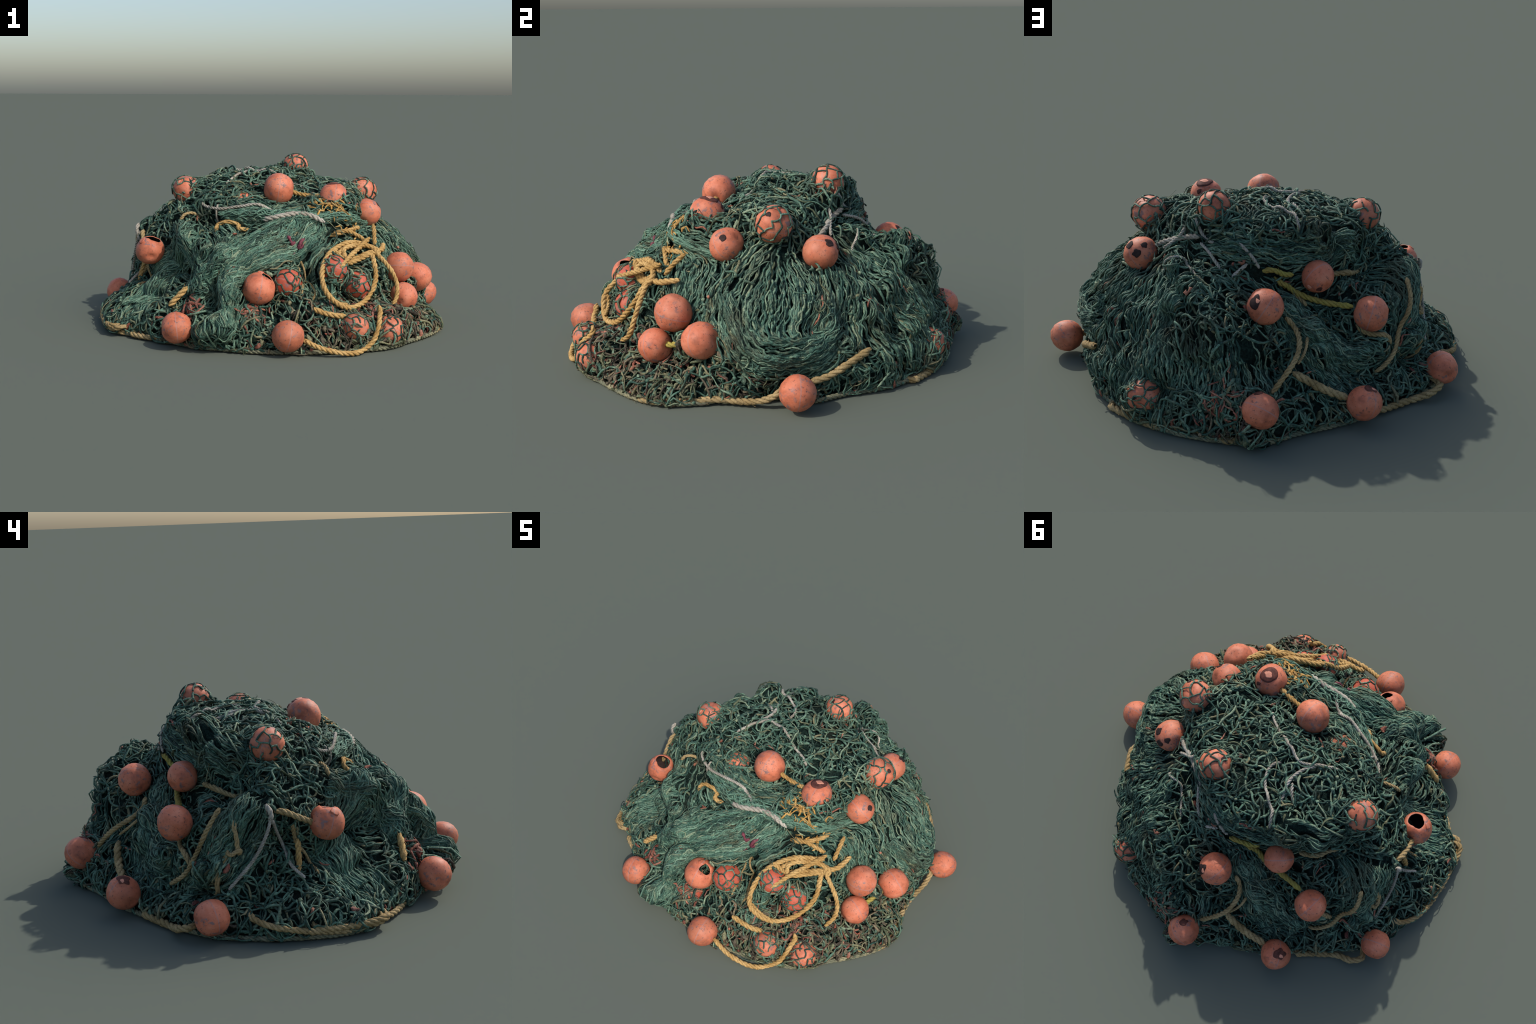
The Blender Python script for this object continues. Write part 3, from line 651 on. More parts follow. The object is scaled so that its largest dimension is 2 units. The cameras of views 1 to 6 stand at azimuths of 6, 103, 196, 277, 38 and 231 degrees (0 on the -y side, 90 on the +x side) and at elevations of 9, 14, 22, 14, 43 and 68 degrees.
def poisson(n_try, dist):
    cand = area_points(n_try); cell = {}; keep = []
    for p in cand:
        key = tuple(int(math.floor(v / dist)) for v in p)
        ok = True
        for dx in (-1, 0, 1):
            for dy in (-1, 0, 1):
                for dz in (-1, 0, 1):
                    for q in cell.get((key[0] + dx, key[1] + dy, key[2] + dz), ()):
                        if (p[0] - q[0]) ** 2 + (p[1] - q[1]) ** 2 + (p[2] - q[2]) ** 2 < dist * dist:
                            ok = False; break
                    if not ok: break
                if not ok: break
            if not ok: break
        if ok:
            cell.setdefault(key, []).append(p); keep.append(p)
    return np.array(keep)


def rotate_in_plane(t, n, ang):
    b = np.cross(n, t)
    return t * np.cos(ang)[:, None] + b * np.sin(ang)[:, None]


def comb_paths(seeds, steps, ds, wander, zig):
    """Strands that run with the flow; zig is the knot-to-knot sway of a closed-up mesh."""
    n = len(seeds); p = seeds.copy(); P = [p]
    phase = RNG.uniform(0, 6.28, n); lam = RNG.uniform(0.06, 0.11, n); bias = RNG.normal(0, wander, n)
    drift = RNG.normal(0, wander * 0.6, n)
    kink = np.where(RNG.random((n, steps)) < .10, RNG.normal(0, .55, (n, steps)), 0)
    last = None
    for k in range(steps - 1):
        q, nn = snap(p); t, c = flow(p)
        t = t - nn * (t * nn).sum(1, keepdims=True); t /= np.maximum(np.linalg.norm(t, axis=1, keepdims=True), 1e-9)
        if last is not None:
            flip = (t * last).sum(1) < -0.2
            t[flip] = last[flip]
            t = t + 0.6 * last; t /= np.maximum(np.linalg.norm(t, axis=1, keepdims=True), 1e-9)
        last = t
        ang = bias + drift * math.sin(k * 0.4) + zig * np.tanh(2.2 * np.sin(6.283 * k * ds / lam + phase)) + kink[:, k]
        p = snap(p + rotate_in_plane(t, nn, ang) * ds)[0]
        P.append(p)
    return np.stack(P, 1)


def tangle_paths(seeds, steps, ds, curl):
    """Loose twine wandering over the heap with no common direction."""
    n = len(seeds); p = seeds.copy(); P = [p]
    _, nn = snap(p); t = np.cross(nn, RNG.normal(0, 1, (n, 3))); t /= np.linalg.norm(t, axis=1, keepdims=True)
    k0 = RNG.normal(0, curl, n); ph = RNG.uniform(0, 6.28, n); fr = RNG.uniform(0.2, 0.7, n)
    for k in range(steps - 1):
        _, nn = snap(p)
        t = t - nn * (t * nn).sum(1, keepdims=True); t /= np.maximum(np.linalg.norm(t, axis=1, keepdims=True), 1e-9)
        t = rotate_in_plane(t, nn, k0 * (0.4 + np.sin(k * fr + ph)) + np.where(RNG.random(n) < .16, RNG.normal(0, .8, n), 0))
        p = snap(p + t * ds)[0]; P.append(p)
    return np.stack(P, 1)


def lift_paths(P, lift):
    n, k, _ = P.shape
    q, nn = snap(P.reshape(-1, 3), np.asarray(lift).reshape(-1))
    q[:, 2] = np.maximum(q[:, 2], .010)
    return q.reshape(n, k, 3), nn.reshape(n, k, 3)


# ---------------------------------------------------------------- mesh building
import bpy, bmesh
from mathutils import Vector, Matrix


def tube_arrays(P, N, rad, sides, flat=1.0, twist=0.0):
    """Vertices and quads for many tubes at once. P, N: (n, k, 3); rad: (n, k)."""
    n, k, _ = P.shape
    T = np.gradient(P, axis=1); T /= np.maximum(np.linalg.norm(T, axis=-1, keepdims=True), 1e-9)
    U = N - T * (N * T).sum(-1, keepdims=True); U /= np.maximum(np.linalg.norm(U, axis=-1, keepdims=True), 1e-9)
    B = np.cross(T, U)
    a = np.arange(sides) * 2 * math.pi / sides
    ca = np.cos(a)[None, None, :, None]; sa = np.sin(a)[None, None, :, None]
    fl = np.broadcast_to(np.asarray(flat, float), (n,))[:, None, None, None]
    if np.ndim(twist) or twist:
        tw = np.broadcast_to(np.asarray(twist, float), (n, k))[..., None]
        U, B = U * np.cos(tw) + B * np.sin(tw), B * np.cos(tw) - U * np.sin(tw)
    V = P[:, :, None, :] + rad[:, :, None, None] * (fl * ca * U[:, :, None, :] + sa * B[:, :, None, :])
    i = np.arange(n)[:, None, None] * k * sides; j = np.arange(k - 1)[None, :, None] * sides; s = np.arange(sides)[None, None, :]
    s2 = (s + 1) % sides
    F = np.stack([i + j + s, i + j + s2, i + j + sides + s2, i + j + sides + s], -1).reshape(-1, 4)
    return V.reshape(-1, 3), F, (k - 1) * sides


def mesh_from(name, V, F, mat_index=None, smooth_faces=True):
    me = bpy.data.meshes.new(name)
    me.vertices.add(len(V)); me.vertices.foreach_set("co", np.ascontiguousarray(V, np.float32).ravel())
    k = F.shape[1]
    me.loops.add(F.size); me.loops.foreach_set("vertex_index", np.ascontiguousarray(F, np.int32).ravel())
    me.polygons.add(len(F)); me.polygons.foreach_set("loop_start", np.arange(0, F.size, k, dtype=np.int32))
    if mat_index is not None:
        me.polygons.foreach_set("material_index", np.ascontiguousarray(mat_index, np.int32))
    me.polygons.foreach_set("use_smooth", np.full(len(F), smooth_faces, bool))
    me.update(calc_edges=True); me.validate()
    return me


def add_object(name, me, parent, mats):
    o = bpy.data.objects.new(name, me); bpy.context.scene.collection.objects.link(o)
    o.parent = parent
    for m in mats:
        if m.name not in [x.name for x in me.materials if x]:
            me.materials.append(m)
    return o


class Bundle:
    """Collects batches of tubes into one mesh."""
    def __init__(self): self.V, self.F, self.M, self.n = [], [], [], 0
    def tubes(self, P, N, rad, sides=5, mats=0, flat=1.0, twist=0.0):
        V, F, per = tube_arrays(P, N, rad, sides, flat, twist)
        self.V.append(V); self.F.append(F + self.n); self.n += len(V)
        self.M.append(np.repeat(np.broadcast_to(np.asarray(mats), (len(P),)), per))
    def build(self, name, parent, mats):
        me = mesh_from(name, np.concatenate(self.V), np.concatenate(self.F), np.concatenate(self.M))
        for m in mats: me.materials.append(m)
        o = add_object(name, me, parent, []); o["kind"] = "stuff"
        return o


def taper(n, k, r, end=0.25, rough=0.12):
    """Twine radius along its length: uneven, drawn in at the ends."""
    u = np.linspace(0, 1, k)
    e = np.clip(np.minimum(u, 1 - u) * (k - 1) / 1.2, 0, 1); e = end + (1 - end) * np.sqrt(e)
    return np.asarray(r).reshape(-1, 1) * e[None] * (1 + rough * RNG.normal(0, 1, (n, k)))


# ---------------------------------------------------------------- materials
def new_material(name):
    m = bpy.data.materials.new(name); m.use_nodes = True
    nt = m.node_tree; nt.nodes.clear()
    out = nt.nodes.new("ShaderNodeOutputMaterial"); bs = nt.nodes.new("ShaderNodeBsdfPrincipled")
    nt.links.new(bs.outputs[0], out.inputs[0])
    return m, nt, bs


def node(nt, kind, **kw):
    nd = nt.nodes.new("ShaderNode" + kind)
    for k, v in kw.items():
        if k in nd.inputs: nd.inputs[k].default_value = v
        else: setattr(nd, k, v)
    return nd


def ramp(nt, fac, stops, interp="LINEAR"):
    r = nt.nodes.new("ShaderNodeValToRGB"); cr = r.color_ramp; cr.interpolation = interp
    while len(cr.elements) < len(stops): cr.elements.new(0.5)
    for e, (p, c) in zip(cr.elements, stops):
        e.position = p; e.color = (c, c, c, 1) if not hasattr(c, "__len__") else (*c, 1)
    nt.links.new(fac, r.inputs[0]); return r.outputs[0]


def mix(nt, fac, a, b, mode="MIX"):
    m = nt.nodes.new("ShaderNodeMix"); m.data_type = "RGBA"; m.blend_type = mode
    for s, v in ((m.inputs["Factor"], fac), (m.inputs["A"], a), (m.inputs["B"], b)):
        if hasattr(v, "is_output"): nt.links.new(v, s)
        elif hasattr(v, "__len__"): s.default_value = (*v, 1)
        else: s.default_value = v
    # socket lookup by name is ambiguous on the mix node, so wire colour sockets by index
    return m.outputs["Result"] if m.data_type == "FLOAT" else m.outputs[2]


def mix_rgb(nt, fac, a, b, mode="MIX"):
    m = nt.nodes.new("ShaderNodeMix"); m.data_type = "RGBA"; m.blend_type = mode
    for s, v in ((m.inputs[0], fac), (m.inputs[6], a), (m.inputs[7], b)):
        if isinstance(v, bpy.types.NodeSocket): nt.links.new(v, s)
        elif hasattr(v, "__len__"): s.default_value = (*v, 1)
        else: s.default_value = v
    return m.outputs[2]


def noise(nt, vec, scale, detail=3.0, rough=0.55):
    nd = node(nt, "TexNoise", Scale=scale, Detail=detail, Roughness=rough)
    nt.links.new(vec, nd.inputs["Vector"]); return nd.outputs[0]


def bump(nt, bs, height, strength, dist):
    b = node(nt, "Bump", Strength=strength, Distance=dist)
    nt.links.new(height, b.inputs["Height"]); nt.links.new(b.outputs[0], bs.inputs["Normal"])


def twine_material(name, stops, dust=(0.20, 0.25, 0.17), dust_amount=0.35, stain=(0.07, 0.055, 0.03), stain_amount=0.5):
    """Twisted nylon twine: tone varies piece by piece, with dusty wear and stains along it."""
    m, nt, bs = new_material(name)
    co = node(nt, "TexCoord").outputs["Object"]; geo = node(nt, "NewGeometry")
    col = ramp(nt, geo.outputs["Random Per Island"], stops)
    n1 = noise(nt, co, 42, 4, .6); n2 = noise(nt, co, 5.5, 3, .5); n3 = noise(nt, co, 110, 3, .7); n4 = noise(nt, co, 330, 2, .7)
    col = mix_rgb(nt, ramp(nt, n1, [(.48, 0.0), (.66, dust_amount)]), col, dust)
    col = mix_rgb(nt, ramp(nt, n2, [(.55, 0.0), (.72, stain_amount)]), col, stain)
    col = mix_rgb(nt, 0.85, col, ramp(nt, n3, [(.32, .42), (.5, .95), (.68, 1.5)]), "MULTIPLY")
    col = mix_rgb(nt, 0.7, col, ramp(nt, n4, [(.34, .55), (.64, 1.4)]), "MULTIPLY")
    nt.links.new(col, bs.inputs["Base Color"])
    bs.inputs["Roughness"].default_value = 0.72; bs.inputs["Specular IOR Level"].default_value = 0.3
    bump(nt, bs, n3, 0.8, 0.004)
    return m


def rope_material(name, light, dark, groove, scale=1.0):
    m, nt, bs = new_material(name)
    co = node(nt, "TexCoord").outputs["Object"]
    n1 = noise(nt, co, 11, 4, .6); n2 = noise(nt, co, 120, 3, .6); n3 = noise(nt, co, 420, 2, .6)
    col = mix_rgb(nt, ramp(nt, n1, [(.34, 0.0), (.60, 1.0)]), light, dark)
    col = mix_rgb(nt, ramp(nt, n2, [(.52, 0.0), (.70, .85)]), col, groove)
    col = mix_rgb(nt, 0.6, col, ramp(nt, n3, [(.3, .7), (.7, 1.2)]), "MULTIPLY")
    nt.links.new(col, bs.inputs["Base Color"])
    bs.inputs["Roughness"].default_value = 0.8; bs.inputs["Specular IOR Level"].default_value = 0.25
    bump(nt, bs, n3, 0.6, 0.0015)
    return m


def float_material(name, seam=True, tone=1.0, red=False):
    """Sun-bleached orange plastic: blotchy, scuffed grey-violet, dark specks, a moulding seam."""
    m, nt, bs = new_material(name)
    tc = node(nt, "TexCoord"); co = tc.outputs["Object"]
    rnd = node(nt, "ObjectInfo").outputs["Random"]
    off = node(nt, "Math", operation="MULTIPLY"); nt.links.new(rnd, off.inputs[0]); off.inputs[1].default_value = 40.0
    shift = node(nt, "VectorMath", operation="ADD"); nt.links.new(co, shift.inputs[0]); nt.links.new(off.outputs[0], shift.inputs[1])
    v = shift.outputs[0]
    n1 = noise(nt, v, 12, 5, .65); n2 = noise(nt, v, 34, 5, .65); n3 = noise(nt, v, 9, 2, .5); n4 = noise(nt, v, 75, 4, .7)
    col = ramp(nt, n1, [(.32, (.34 * tone, .095 * tone, .052 * tone)), (.48, (.58 * tone, .165 * tone, .085 * tone)), (.7, (.68 * tone, .25 * tone, .15 * tone))])
    n5 = noise(nt, v, 5, 4, .65)
    col = mix_rgb(nt, ramp(nt, n5, [(.50, 0.0), (.70, .55)]), col, (.33, .115, .06))
    if red: col = mix_rgb(nt, .75, col, (.46, .075, .04))
    gate = ramp(nt, n3, [(.50, 0.0), (.58, 1.0)])
    scuff = ramp(nt, n2, [(.55, 0.0), (.60, .9)])
    g = node(nt, "Math", operation="MULTIPLY"); nt.links.new(gate, g.inputs[0]); nt.links.new(scuff, g.inputs[1])
    col = mix_rgb(nt, g.outputs[0], col, (.23, .14, .13))
    col = mix_rgb(nt, ramp(nt, n4, [(.59, 0.0), (.65, .8)]), col, (.13, .06, .05))
    if seam:
        sep = node(nt, "SeparateXYZ"); nt.links.new(co, sep.inputs[0])
        wob = node(nt, "Math", operation="MULTIPLY_ADD"); nt.links.new(n2, wob.inputs[0]); wob.inputs[1].default_value = 0.006; wob.inputs[2].default_value = -0.003
        z = node(nt, "Math", operation="ADD"); nt.links.new(sep.outputs[2], z.inputs[0]); nt.links.new(wob.outputs[0], z.inputs[1])
        ab = node(nt, "Math", operation="ABSOLUTE"); nt.links.new(z.outputs[0], ab.inputs[0])
        col = mix_rgb(nt, ramp(nt, ab.outputs[0], [(.0018, .7), (.0032, 0.0)]), col, (.36, .22, .20))
    nt.links.new(col, bs.inputs["Base Color"])
    bs.inputs["Roughness"].default_value = 0.55; bs.inputs["Specular IOR Level"].default_value = 0.35
    bump(nt, bs, n2, 0.35, 0.004)
    return m


def plain_material(name, colour, rough=0.85, vary=0.35, scale=60):
    m, nt, bs = new_material(name)
    co = node(nt, "TexCoord").outputs["Object"]
    n = noise(nt, co, scale, 4, .6)
    col = mix_rgb(nt, ramp(nt, n, [(.35, 0.0), (.65, 1.0)]), tuple(c * (1 - vary) for c in colour), tuple(min(1, c * (1 + vary)) for c in colour))
    nt.links.new(col, bs.inputs["Base Color"]); bs.inputs["Roughness"].default_value = rough
    bs.inputs["Specular IOR Level"].default_value = 0.2
    return m


GREEN = twine_material("green_twine", [(0, (.021, .051, .037)), (.25, (.050, .110, .078)), (.6, (.088, .172, .121)), (.88, (.138, .235, .164)), (1, (.24, .29, .18))], dust=(.26, .27, .17), stain=(.06, .05, .026))
DEEP = twine_material("deep_green_twine", [(0, (.009, .028, .022)), (.5, (.024, .068, .050)), (1, (.050, .118, .084))], dust_amount=.2)
OLIVE = twine_material("olive_twine", [(0, (.055, .070, .036)), (.5, (.11, .135, .075)), (1, (.22, .20, .11))], dust=(.28, .24, .14))
BROWN = twine_material("brown_scraps", [(0, (.028, .022, .016)), (.5, (.070, .052, .036)), (.8, (.11, .092, .058)), (1, (.21, .165, .10))], dust=(.2, .18, .12))
RUST = twine_material("rust_scraps", [(0, (.12, .035, .024)), (.5, (.26, .075, .045)), (1, (.38, .16, .10))], dust=(.28, .2, .16), dust_amount=.4)
AMBER = twine_material("amber_twine", [(0, (.28, .14, .03)), (.5, (.46, .25, .06)), (1, (.55, .36, .13))], dust=(.5, .4, .2))
MAROON = twine_material("maroon_rag", [(0, (.09, .02, .03)), (1, (.20, .05, .07))], dust=(.25, .12, .12))
PALE = twine_material("bright_green_twine", [(0, (.036, .088, .062)), (.3, (.074, .160, .110)), (.7, (.112, .222, .155)), (1, (.18, .29, .205))], stain_amount=.2)
TWINES = [GREEN, DEEP, OLIVE, BROWN, RUST, AMBER, MAROON, PALE]
TAN = rope_material("tan_rope", (.60, .39, .155), (.42, .245, .078), (.16, .09, .032))
GREY_TAN = rope_material("weathered_rope", (.46, .335, .165), (.29, .20, .085), (.10, .075, .04))
HEM = rope_material("hem_rope", (.30, .27, .16), (.14, .15, .10), (.06, .065, .045))
YELLOW = rope_material("yellow_rope", (.42, .36, .08), (.34, .24, .06), (.12, .12, .03))
WHITE = rope_material("white_cord", (.50, .46, .39), (.31, .275, .22), (.13, .115, .09))
ORANGE = float_material("orange_plastic")
RED = float_material("red_plastic", red=True)
DARK_PATCH = plain_material("dark_patch", (.035, .020, .018), .8)
PATCH_BROWN = plain_material("worn_patch", (.10, .035, .026), .7)
BARE = plain_material("bleached_plastic", (.62, .26, .17), .6, .15)


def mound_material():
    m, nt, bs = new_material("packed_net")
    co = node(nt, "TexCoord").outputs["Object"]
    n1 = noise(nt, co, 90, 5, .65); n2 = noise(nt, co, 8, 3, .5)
    col = ramp(nt, n1, [(.38, (.006, .013, .011)), (.55, (.016, .036, .029)), (.72, (.036, .072, .055))])  # green darkened almost to black: shade between strands painted into the core
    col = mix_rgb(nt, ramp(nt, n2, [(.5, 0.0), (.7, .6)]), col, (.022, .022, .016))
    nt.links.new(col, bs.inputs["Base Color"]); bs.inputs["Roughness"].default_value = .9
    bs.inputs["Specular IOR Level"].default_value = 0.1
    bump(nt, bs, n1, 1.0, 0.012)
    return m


# ---------------------------------------------------------------- the heap and its twine
heap = bpy.data.objects.new("fishing_net_heap", None); bpy.context.scene.collection.objects.link(heap)
heap["label"] = "heap of green fishing net with orange floats and tan ropes"
heap["category"] = "fishing net"


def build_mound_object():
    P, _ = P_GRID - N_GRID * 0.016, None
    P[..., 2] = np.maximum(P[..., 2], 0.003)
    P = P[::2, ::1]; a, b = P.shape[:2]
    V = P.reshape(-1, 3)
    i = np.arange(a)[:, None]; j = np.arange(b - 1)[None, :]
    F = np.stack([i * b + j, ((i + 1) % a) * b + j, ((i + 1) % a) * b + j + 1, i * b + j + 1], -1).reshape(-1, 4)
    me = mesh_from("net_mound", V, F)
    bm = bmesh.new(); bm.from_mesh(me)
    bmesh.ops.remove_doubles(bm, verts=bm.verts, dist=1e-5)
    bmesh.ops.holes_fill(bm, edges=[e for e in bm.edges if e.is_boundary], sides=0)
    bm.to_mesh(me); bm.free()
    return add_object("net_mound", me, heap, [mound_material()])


def dirt(p):
    """Share of brown scraps: the low apron on the +x -y side, a little at the back."""
    az = np.degrees(np.arctan2(p[:, 1], p[:, 0])) % 360
    near = np.clip(1 - np.abs((az - 322 + 180) % 360 - 180) / 56, 0, 1)
    low = np.clip((0.30 - p[:, 2]) / 0.16, 0, 1)
    back = np.clip(1 - np.abs((az - 100 + 180) % 360 - 180) / 14, 0, 1) * np.clip((0.22 - p[:, 2]) / 0.1, 0, 1) * .5
    foot = .18 * np.clip((.12 - p[:, 2]) / .08, 0, 1)
    return np.clip(np.clip(near * 1.6, 0, 1) * low + back + foot, 0, 1)


def pick_mats(p, base, alt=DEEP, alt_share=0.25, dry=.03):
    n = len(p); k = TWINES.index(base); m = np.full(n, k)
    m[RNG.random(n) < alt_share] = TWINES.index(alt)
    d = dirt(p); u = RNG.random(n)
    m = np.where(u < d * .75, RNG.choice([2, 2, 3, 3, 3, 0], n), m)
    m = np.where(RNG.random(n) < .003 + .04 * d, 4, m)
    m = np.where(RNG.random(n) < dry, 2, m)
    return m


def build_combed():
    b = Bundle()
    seeds = area_points(14000); _, c = flow(seeds)
    gap = value_noise(seeds, 17, 21) + .5 * value_noise(seeds, 40, 22)
    seeds = seeds[(RNG.random(len(seeds)) < np.clip((c - .25) * 1.5, 0, 1)) & (gap > -.42)]
    for share, steps, lo, hi, r0, r1, zig in ((0.38, 22, -.004, .004, .0044, .0062, .24), (.34, 17, .003, .011, .0034, .0060, .27), (.28, 13, .008, .019, .0022, .0046, .34)):
        k = int(len(seeds) * share * 0.74); s = seeds[:k]; seeds = seeds[k:]
        P = comb_paths(s, steps, 0.0125, .10, zig)
        n = len(P); w = RNG.uniform(0, 6.28, (n, 1)); u = np.arange(steps)[None]
        lift = RNG.uniform(lo, hi, (n, 1)) + .004 * np.sin(u * .9 + w) + .007 * value_noise(P, 26, 31)
        Q, N = lift_paths(P, lift)
        b.tubes(Q, N, taper(n, steps, RNG.uniform(r0, r1, n)), 5, pick_mats(s, GREEN, DEEP, .22), RNG.uniform(.7, 1, n))
    return b.build("combed_twine", heap, TWINES)


def run_points(edge, k):
    a = np.array(edge, float); t = np.linspace(0, len(a) - 1, k); az = np.degrees(np.unwrap(np.radians(a[:, 0])))
    q, _ = on_mound(np.interp(t, np.arange(len(a)), az), np.interp(t, np.arange(len(a)), a[:, 1]))
    for _ in range(2): q[1:-1] = .25 * q[:-2] + .5 * q[1:-1] + .25 * q[2:]
    return q


def build_drapes():
    """Sheets of closed-up mesh hung over the heap: strands side by side, crossing in a shallow plait."""
    b = Bundle()
    for tone, thick, e1, e2 in DRAPES:
        k0 = 24; A, B = run_points(e1, k0), run_points(e2, k0)
        wide = np.linalg.norm(A - B, axis=1).mean(); long = np.linalg.norm(np.diff(.5 * (A + B), axis=0), axis=1).sum()
        k = max(10, int(long / .011)); t = np.linspace(0, k0 - 1, k)
        A = np.stack([np.interp(t, np.arange(k0), A[:, i]) for i in range(3)], -1); B = np.stack([np.interp(t, np.arange(k0), B[:, i]) for i in range(3)], -1)
        v = np.linspace(0, 1, k)[None]
        for share, z0, r0, r1 in ((1.0, .45, .0044, .0060), (.9, .8, .0036, .0056), (.55, 1.05, .0024, .0040)):
            n = int(wide / .0095 * share) + 4
            u0 = RNG.uniform(.0, 1., (n, 1)); ph = RNG.uniform(0, 6.28, (n, 1)); lam = RNG.uniform(.07, .12, (n, 1))
            u = u0 + .45 * .012 / wide * 2 * np.tanh(2 * np.sin(6.283 * v * long / lam + ph)) + RNG.normal(0, .035, (n, 1)) * np.sin(3.1 * v + ph) + .03 * value_noise(np.stack([v * 5 + 0 * u0, u0 * 9 + 0 * v, 0 * v * u0], -1), 1, 77)
            P = A[None] * (1 - u[..., None]) + B[None] * u[..., None]
            n_ = P.shape[0]; q, nn = snap(P.reshape(-1, 3))
            hump = thick * z0 * np.clip(1 - np.abs(2 * u - 1) ** 3, .0, 1) + RNG.uniform(0, .006, (n, 1)) + .005 * value_noise(P, 30, 55)
            Q = q.reshape(P.shape)
            # a sheet spans hollows: smooth its bed along and pull it taut
            for _ in range(4): Q[:, 1:-1] = .25 * Q[:, :-2] + .5 * Q[:, 1:-1] + .25 * Q[:, 2:]
            N = nn.reshape(P.shape); Q = Q + N * hump[..., None]; Q[..., 2] = np.maximum(Q[..., 2], .010)
            m = np.where(RNG.random(n) < .6, 7 if tone == "pale" else 0, np.where(RNG.random(n) < .35, 1, 0))
            b.tubes(Q, N, taper(n, k, RNG.uniform(r0, r1, n), .3), 5, m, RNG.uniform(.65, 1, n))
    return b.build("draped_net", heap, TWINES)


def net_edges(nodes, k_near, max_deg):
    from mathutils.kdtree import KDTree
    t = KDTree(len(nodes))
    for i, p in enumerate(nodes): t.insert(p, i)
    t.balance(); deg = np.zeros(len(nodes), int); E = set()
    for i, p in enumerate(nodes):
        got = 0
        for _, j, d in t.find_n(p, k_near + 4):
            if j == i or deg[j] >= max_deg or deg[i] >= max_deg: continue
            e = (min(i, j), max(i, j))
            if e in E: continue
            E.add(e); deg[i] += 1; deg[j] += 1; got += 1
            if got >= k_near: break
    return np.array(sorted(E))


def build_open_net():
    b = Bundle(); K = 7
    for dist, lift0, rad in ((.042, .000, .0066), (.050, .010, .0062), (.058, .021, .0058)):
        nodes = poisson(9000, dist); _, c = flow(nodes)
        nodes = nodes[(RNG.random(len(nodes)) > np.clip((c - .35) * 1.7, 0, .93)) & (value_noise(nodes, 11, 40 + int(dist * 1000)) > -.38 - (.5 if lift0 == 0 else 0))]
        E = net_edges(nodes, 2, 4)
        A, B = nodes[E[:, 0]], nodes[E[:, 1]]
        ok = np.linalg.norm(A - B, axis=1) < dist * 2.4; A, B = A[ok], B[ok]
        n = len(A); d = B - A; u = np.linspace(-.10, 1.10, K)[None, :, None]
        _, nn = snap(.5 * (A + B)); side = np.cross(nn, d)
        P = A[:, None] + u * d[:, None] + side[:, None] * (RNG.normal(0, .12, (n, 1, 1)) * np.sin(np.pi * u) + RNG.normal(0, .06, (n, 1, 1)) * np.sin(2 * np.pi * u))
        lift = lift0 + RNG.normal(0, .004, (n, 1)) + RNG.uniform(-.004, .012, (n, 1)) * np.sin(np.pi * u[..., 0])
        Q, N = lift_paths(P, lift)
        b.tubes(Q, N, taper(n, K, RNG.uniform(rad * .75, rad * 1.15, n), .35), 5, pick_mats(A, GREEN, DEEP, .3, .09), RNG.uniform(.35, .9, n), RNG.normal(0, .7, (n, 1)) + RNG.normal(0, .5, (n, 1)) * u[..., 0])
        # knots where the meshes meet
        kn = nodes[RNG.random(len(nodes)) < .6]; m = len(kn); q, nn = snap(kn, np.full(m, lift0 + .004))
        q[:, 2] = np.maximum(q[:, 2], .012)
        ax = np.cross(nn, RNG.normal(0, 1, (m, 3))); ax /= np.linalg.norm(ax, axis=1, keepdims=True)
        w = np.linspace(-1, 1, 5)
        KP = q[:, None] + ax[:, None] * (w[None, :, None] * .009)
        b.tubes(KP, np.broadcast_to(nn[:, None], KP.shape), (rad * 1.45 * RNG.uniform(.75, 1.15, (m, 1))) * np.sqrt(np.clip(1.05 - w ** 2, .05, 1))[None], 6, pick_mats(kn, GREEN, DEEP, .4))
    return b.build("open_net", heap, TWINES)


def build_tangle():
    b = Bundle()
    for n0, steps, lo, hi, r0, r1, curl in ((2600, 6, .0, .018, .0044, .0072, .10), (1100, 9, .006, .026, .0034, .0058, .12), (350, 15, .018, .032, .0018, .0028, .22)):
        s = area_points(n0); _, c = flow(s); s = s[RNG.random(len(s)) > np.clip((c - .3) * 1.6, 0, .92)]
        P = tangle_paths(s, steps, .0105, curl); n = len(P)
        u = np.arange(steps)[None]
        lift = RNG.uniform(lo, hi, (n, 1)) + RNG.normal(0, .006, (n, 1)) * np.linspace(-1, 1, steps)[None] + .005 * np.sin(u * RNG.uniform(.3, .8, (n, 1)) + RNG.uniform(0, 6.28, (n, 1)))
        Q, N = lift_paths(P, lift)
        b.tubes(Q, N, taper(n, steps, RNG.uniform(r0, r1, n), .3, .15), 5, pick_mats(s, GREEN, DEEP, .28, .10), RNG.uniform(.28, .85, n), RNG.normal(0, .8, (n, 1)))
    return b.build("loose_twine", heap, TWINES)


# coloured bits: centre, spread, count, twine index, thickness
AMBER_AND_RAGS = [((.33, -.29, .69), .035, 26, 5, .006), ((.40, -.30, .66), .03, 16, 5, .005), ((.45, -.31, .55), .04, 12, 5, .006),
                  ((.199, -.541, .531), .015, 10, 6, .010), ((-.33, -.75, .2), .03, 16, 4, .009), ((.0, -.76, .17), .04, 14, 4, .008),
                  ((-.05, .86, .16), .05, 22, 4, .005), ((.47, -.57, .38), .05, 12, 4, .007), ((.62, -.66, .20), .04, 14, 4, .007)]


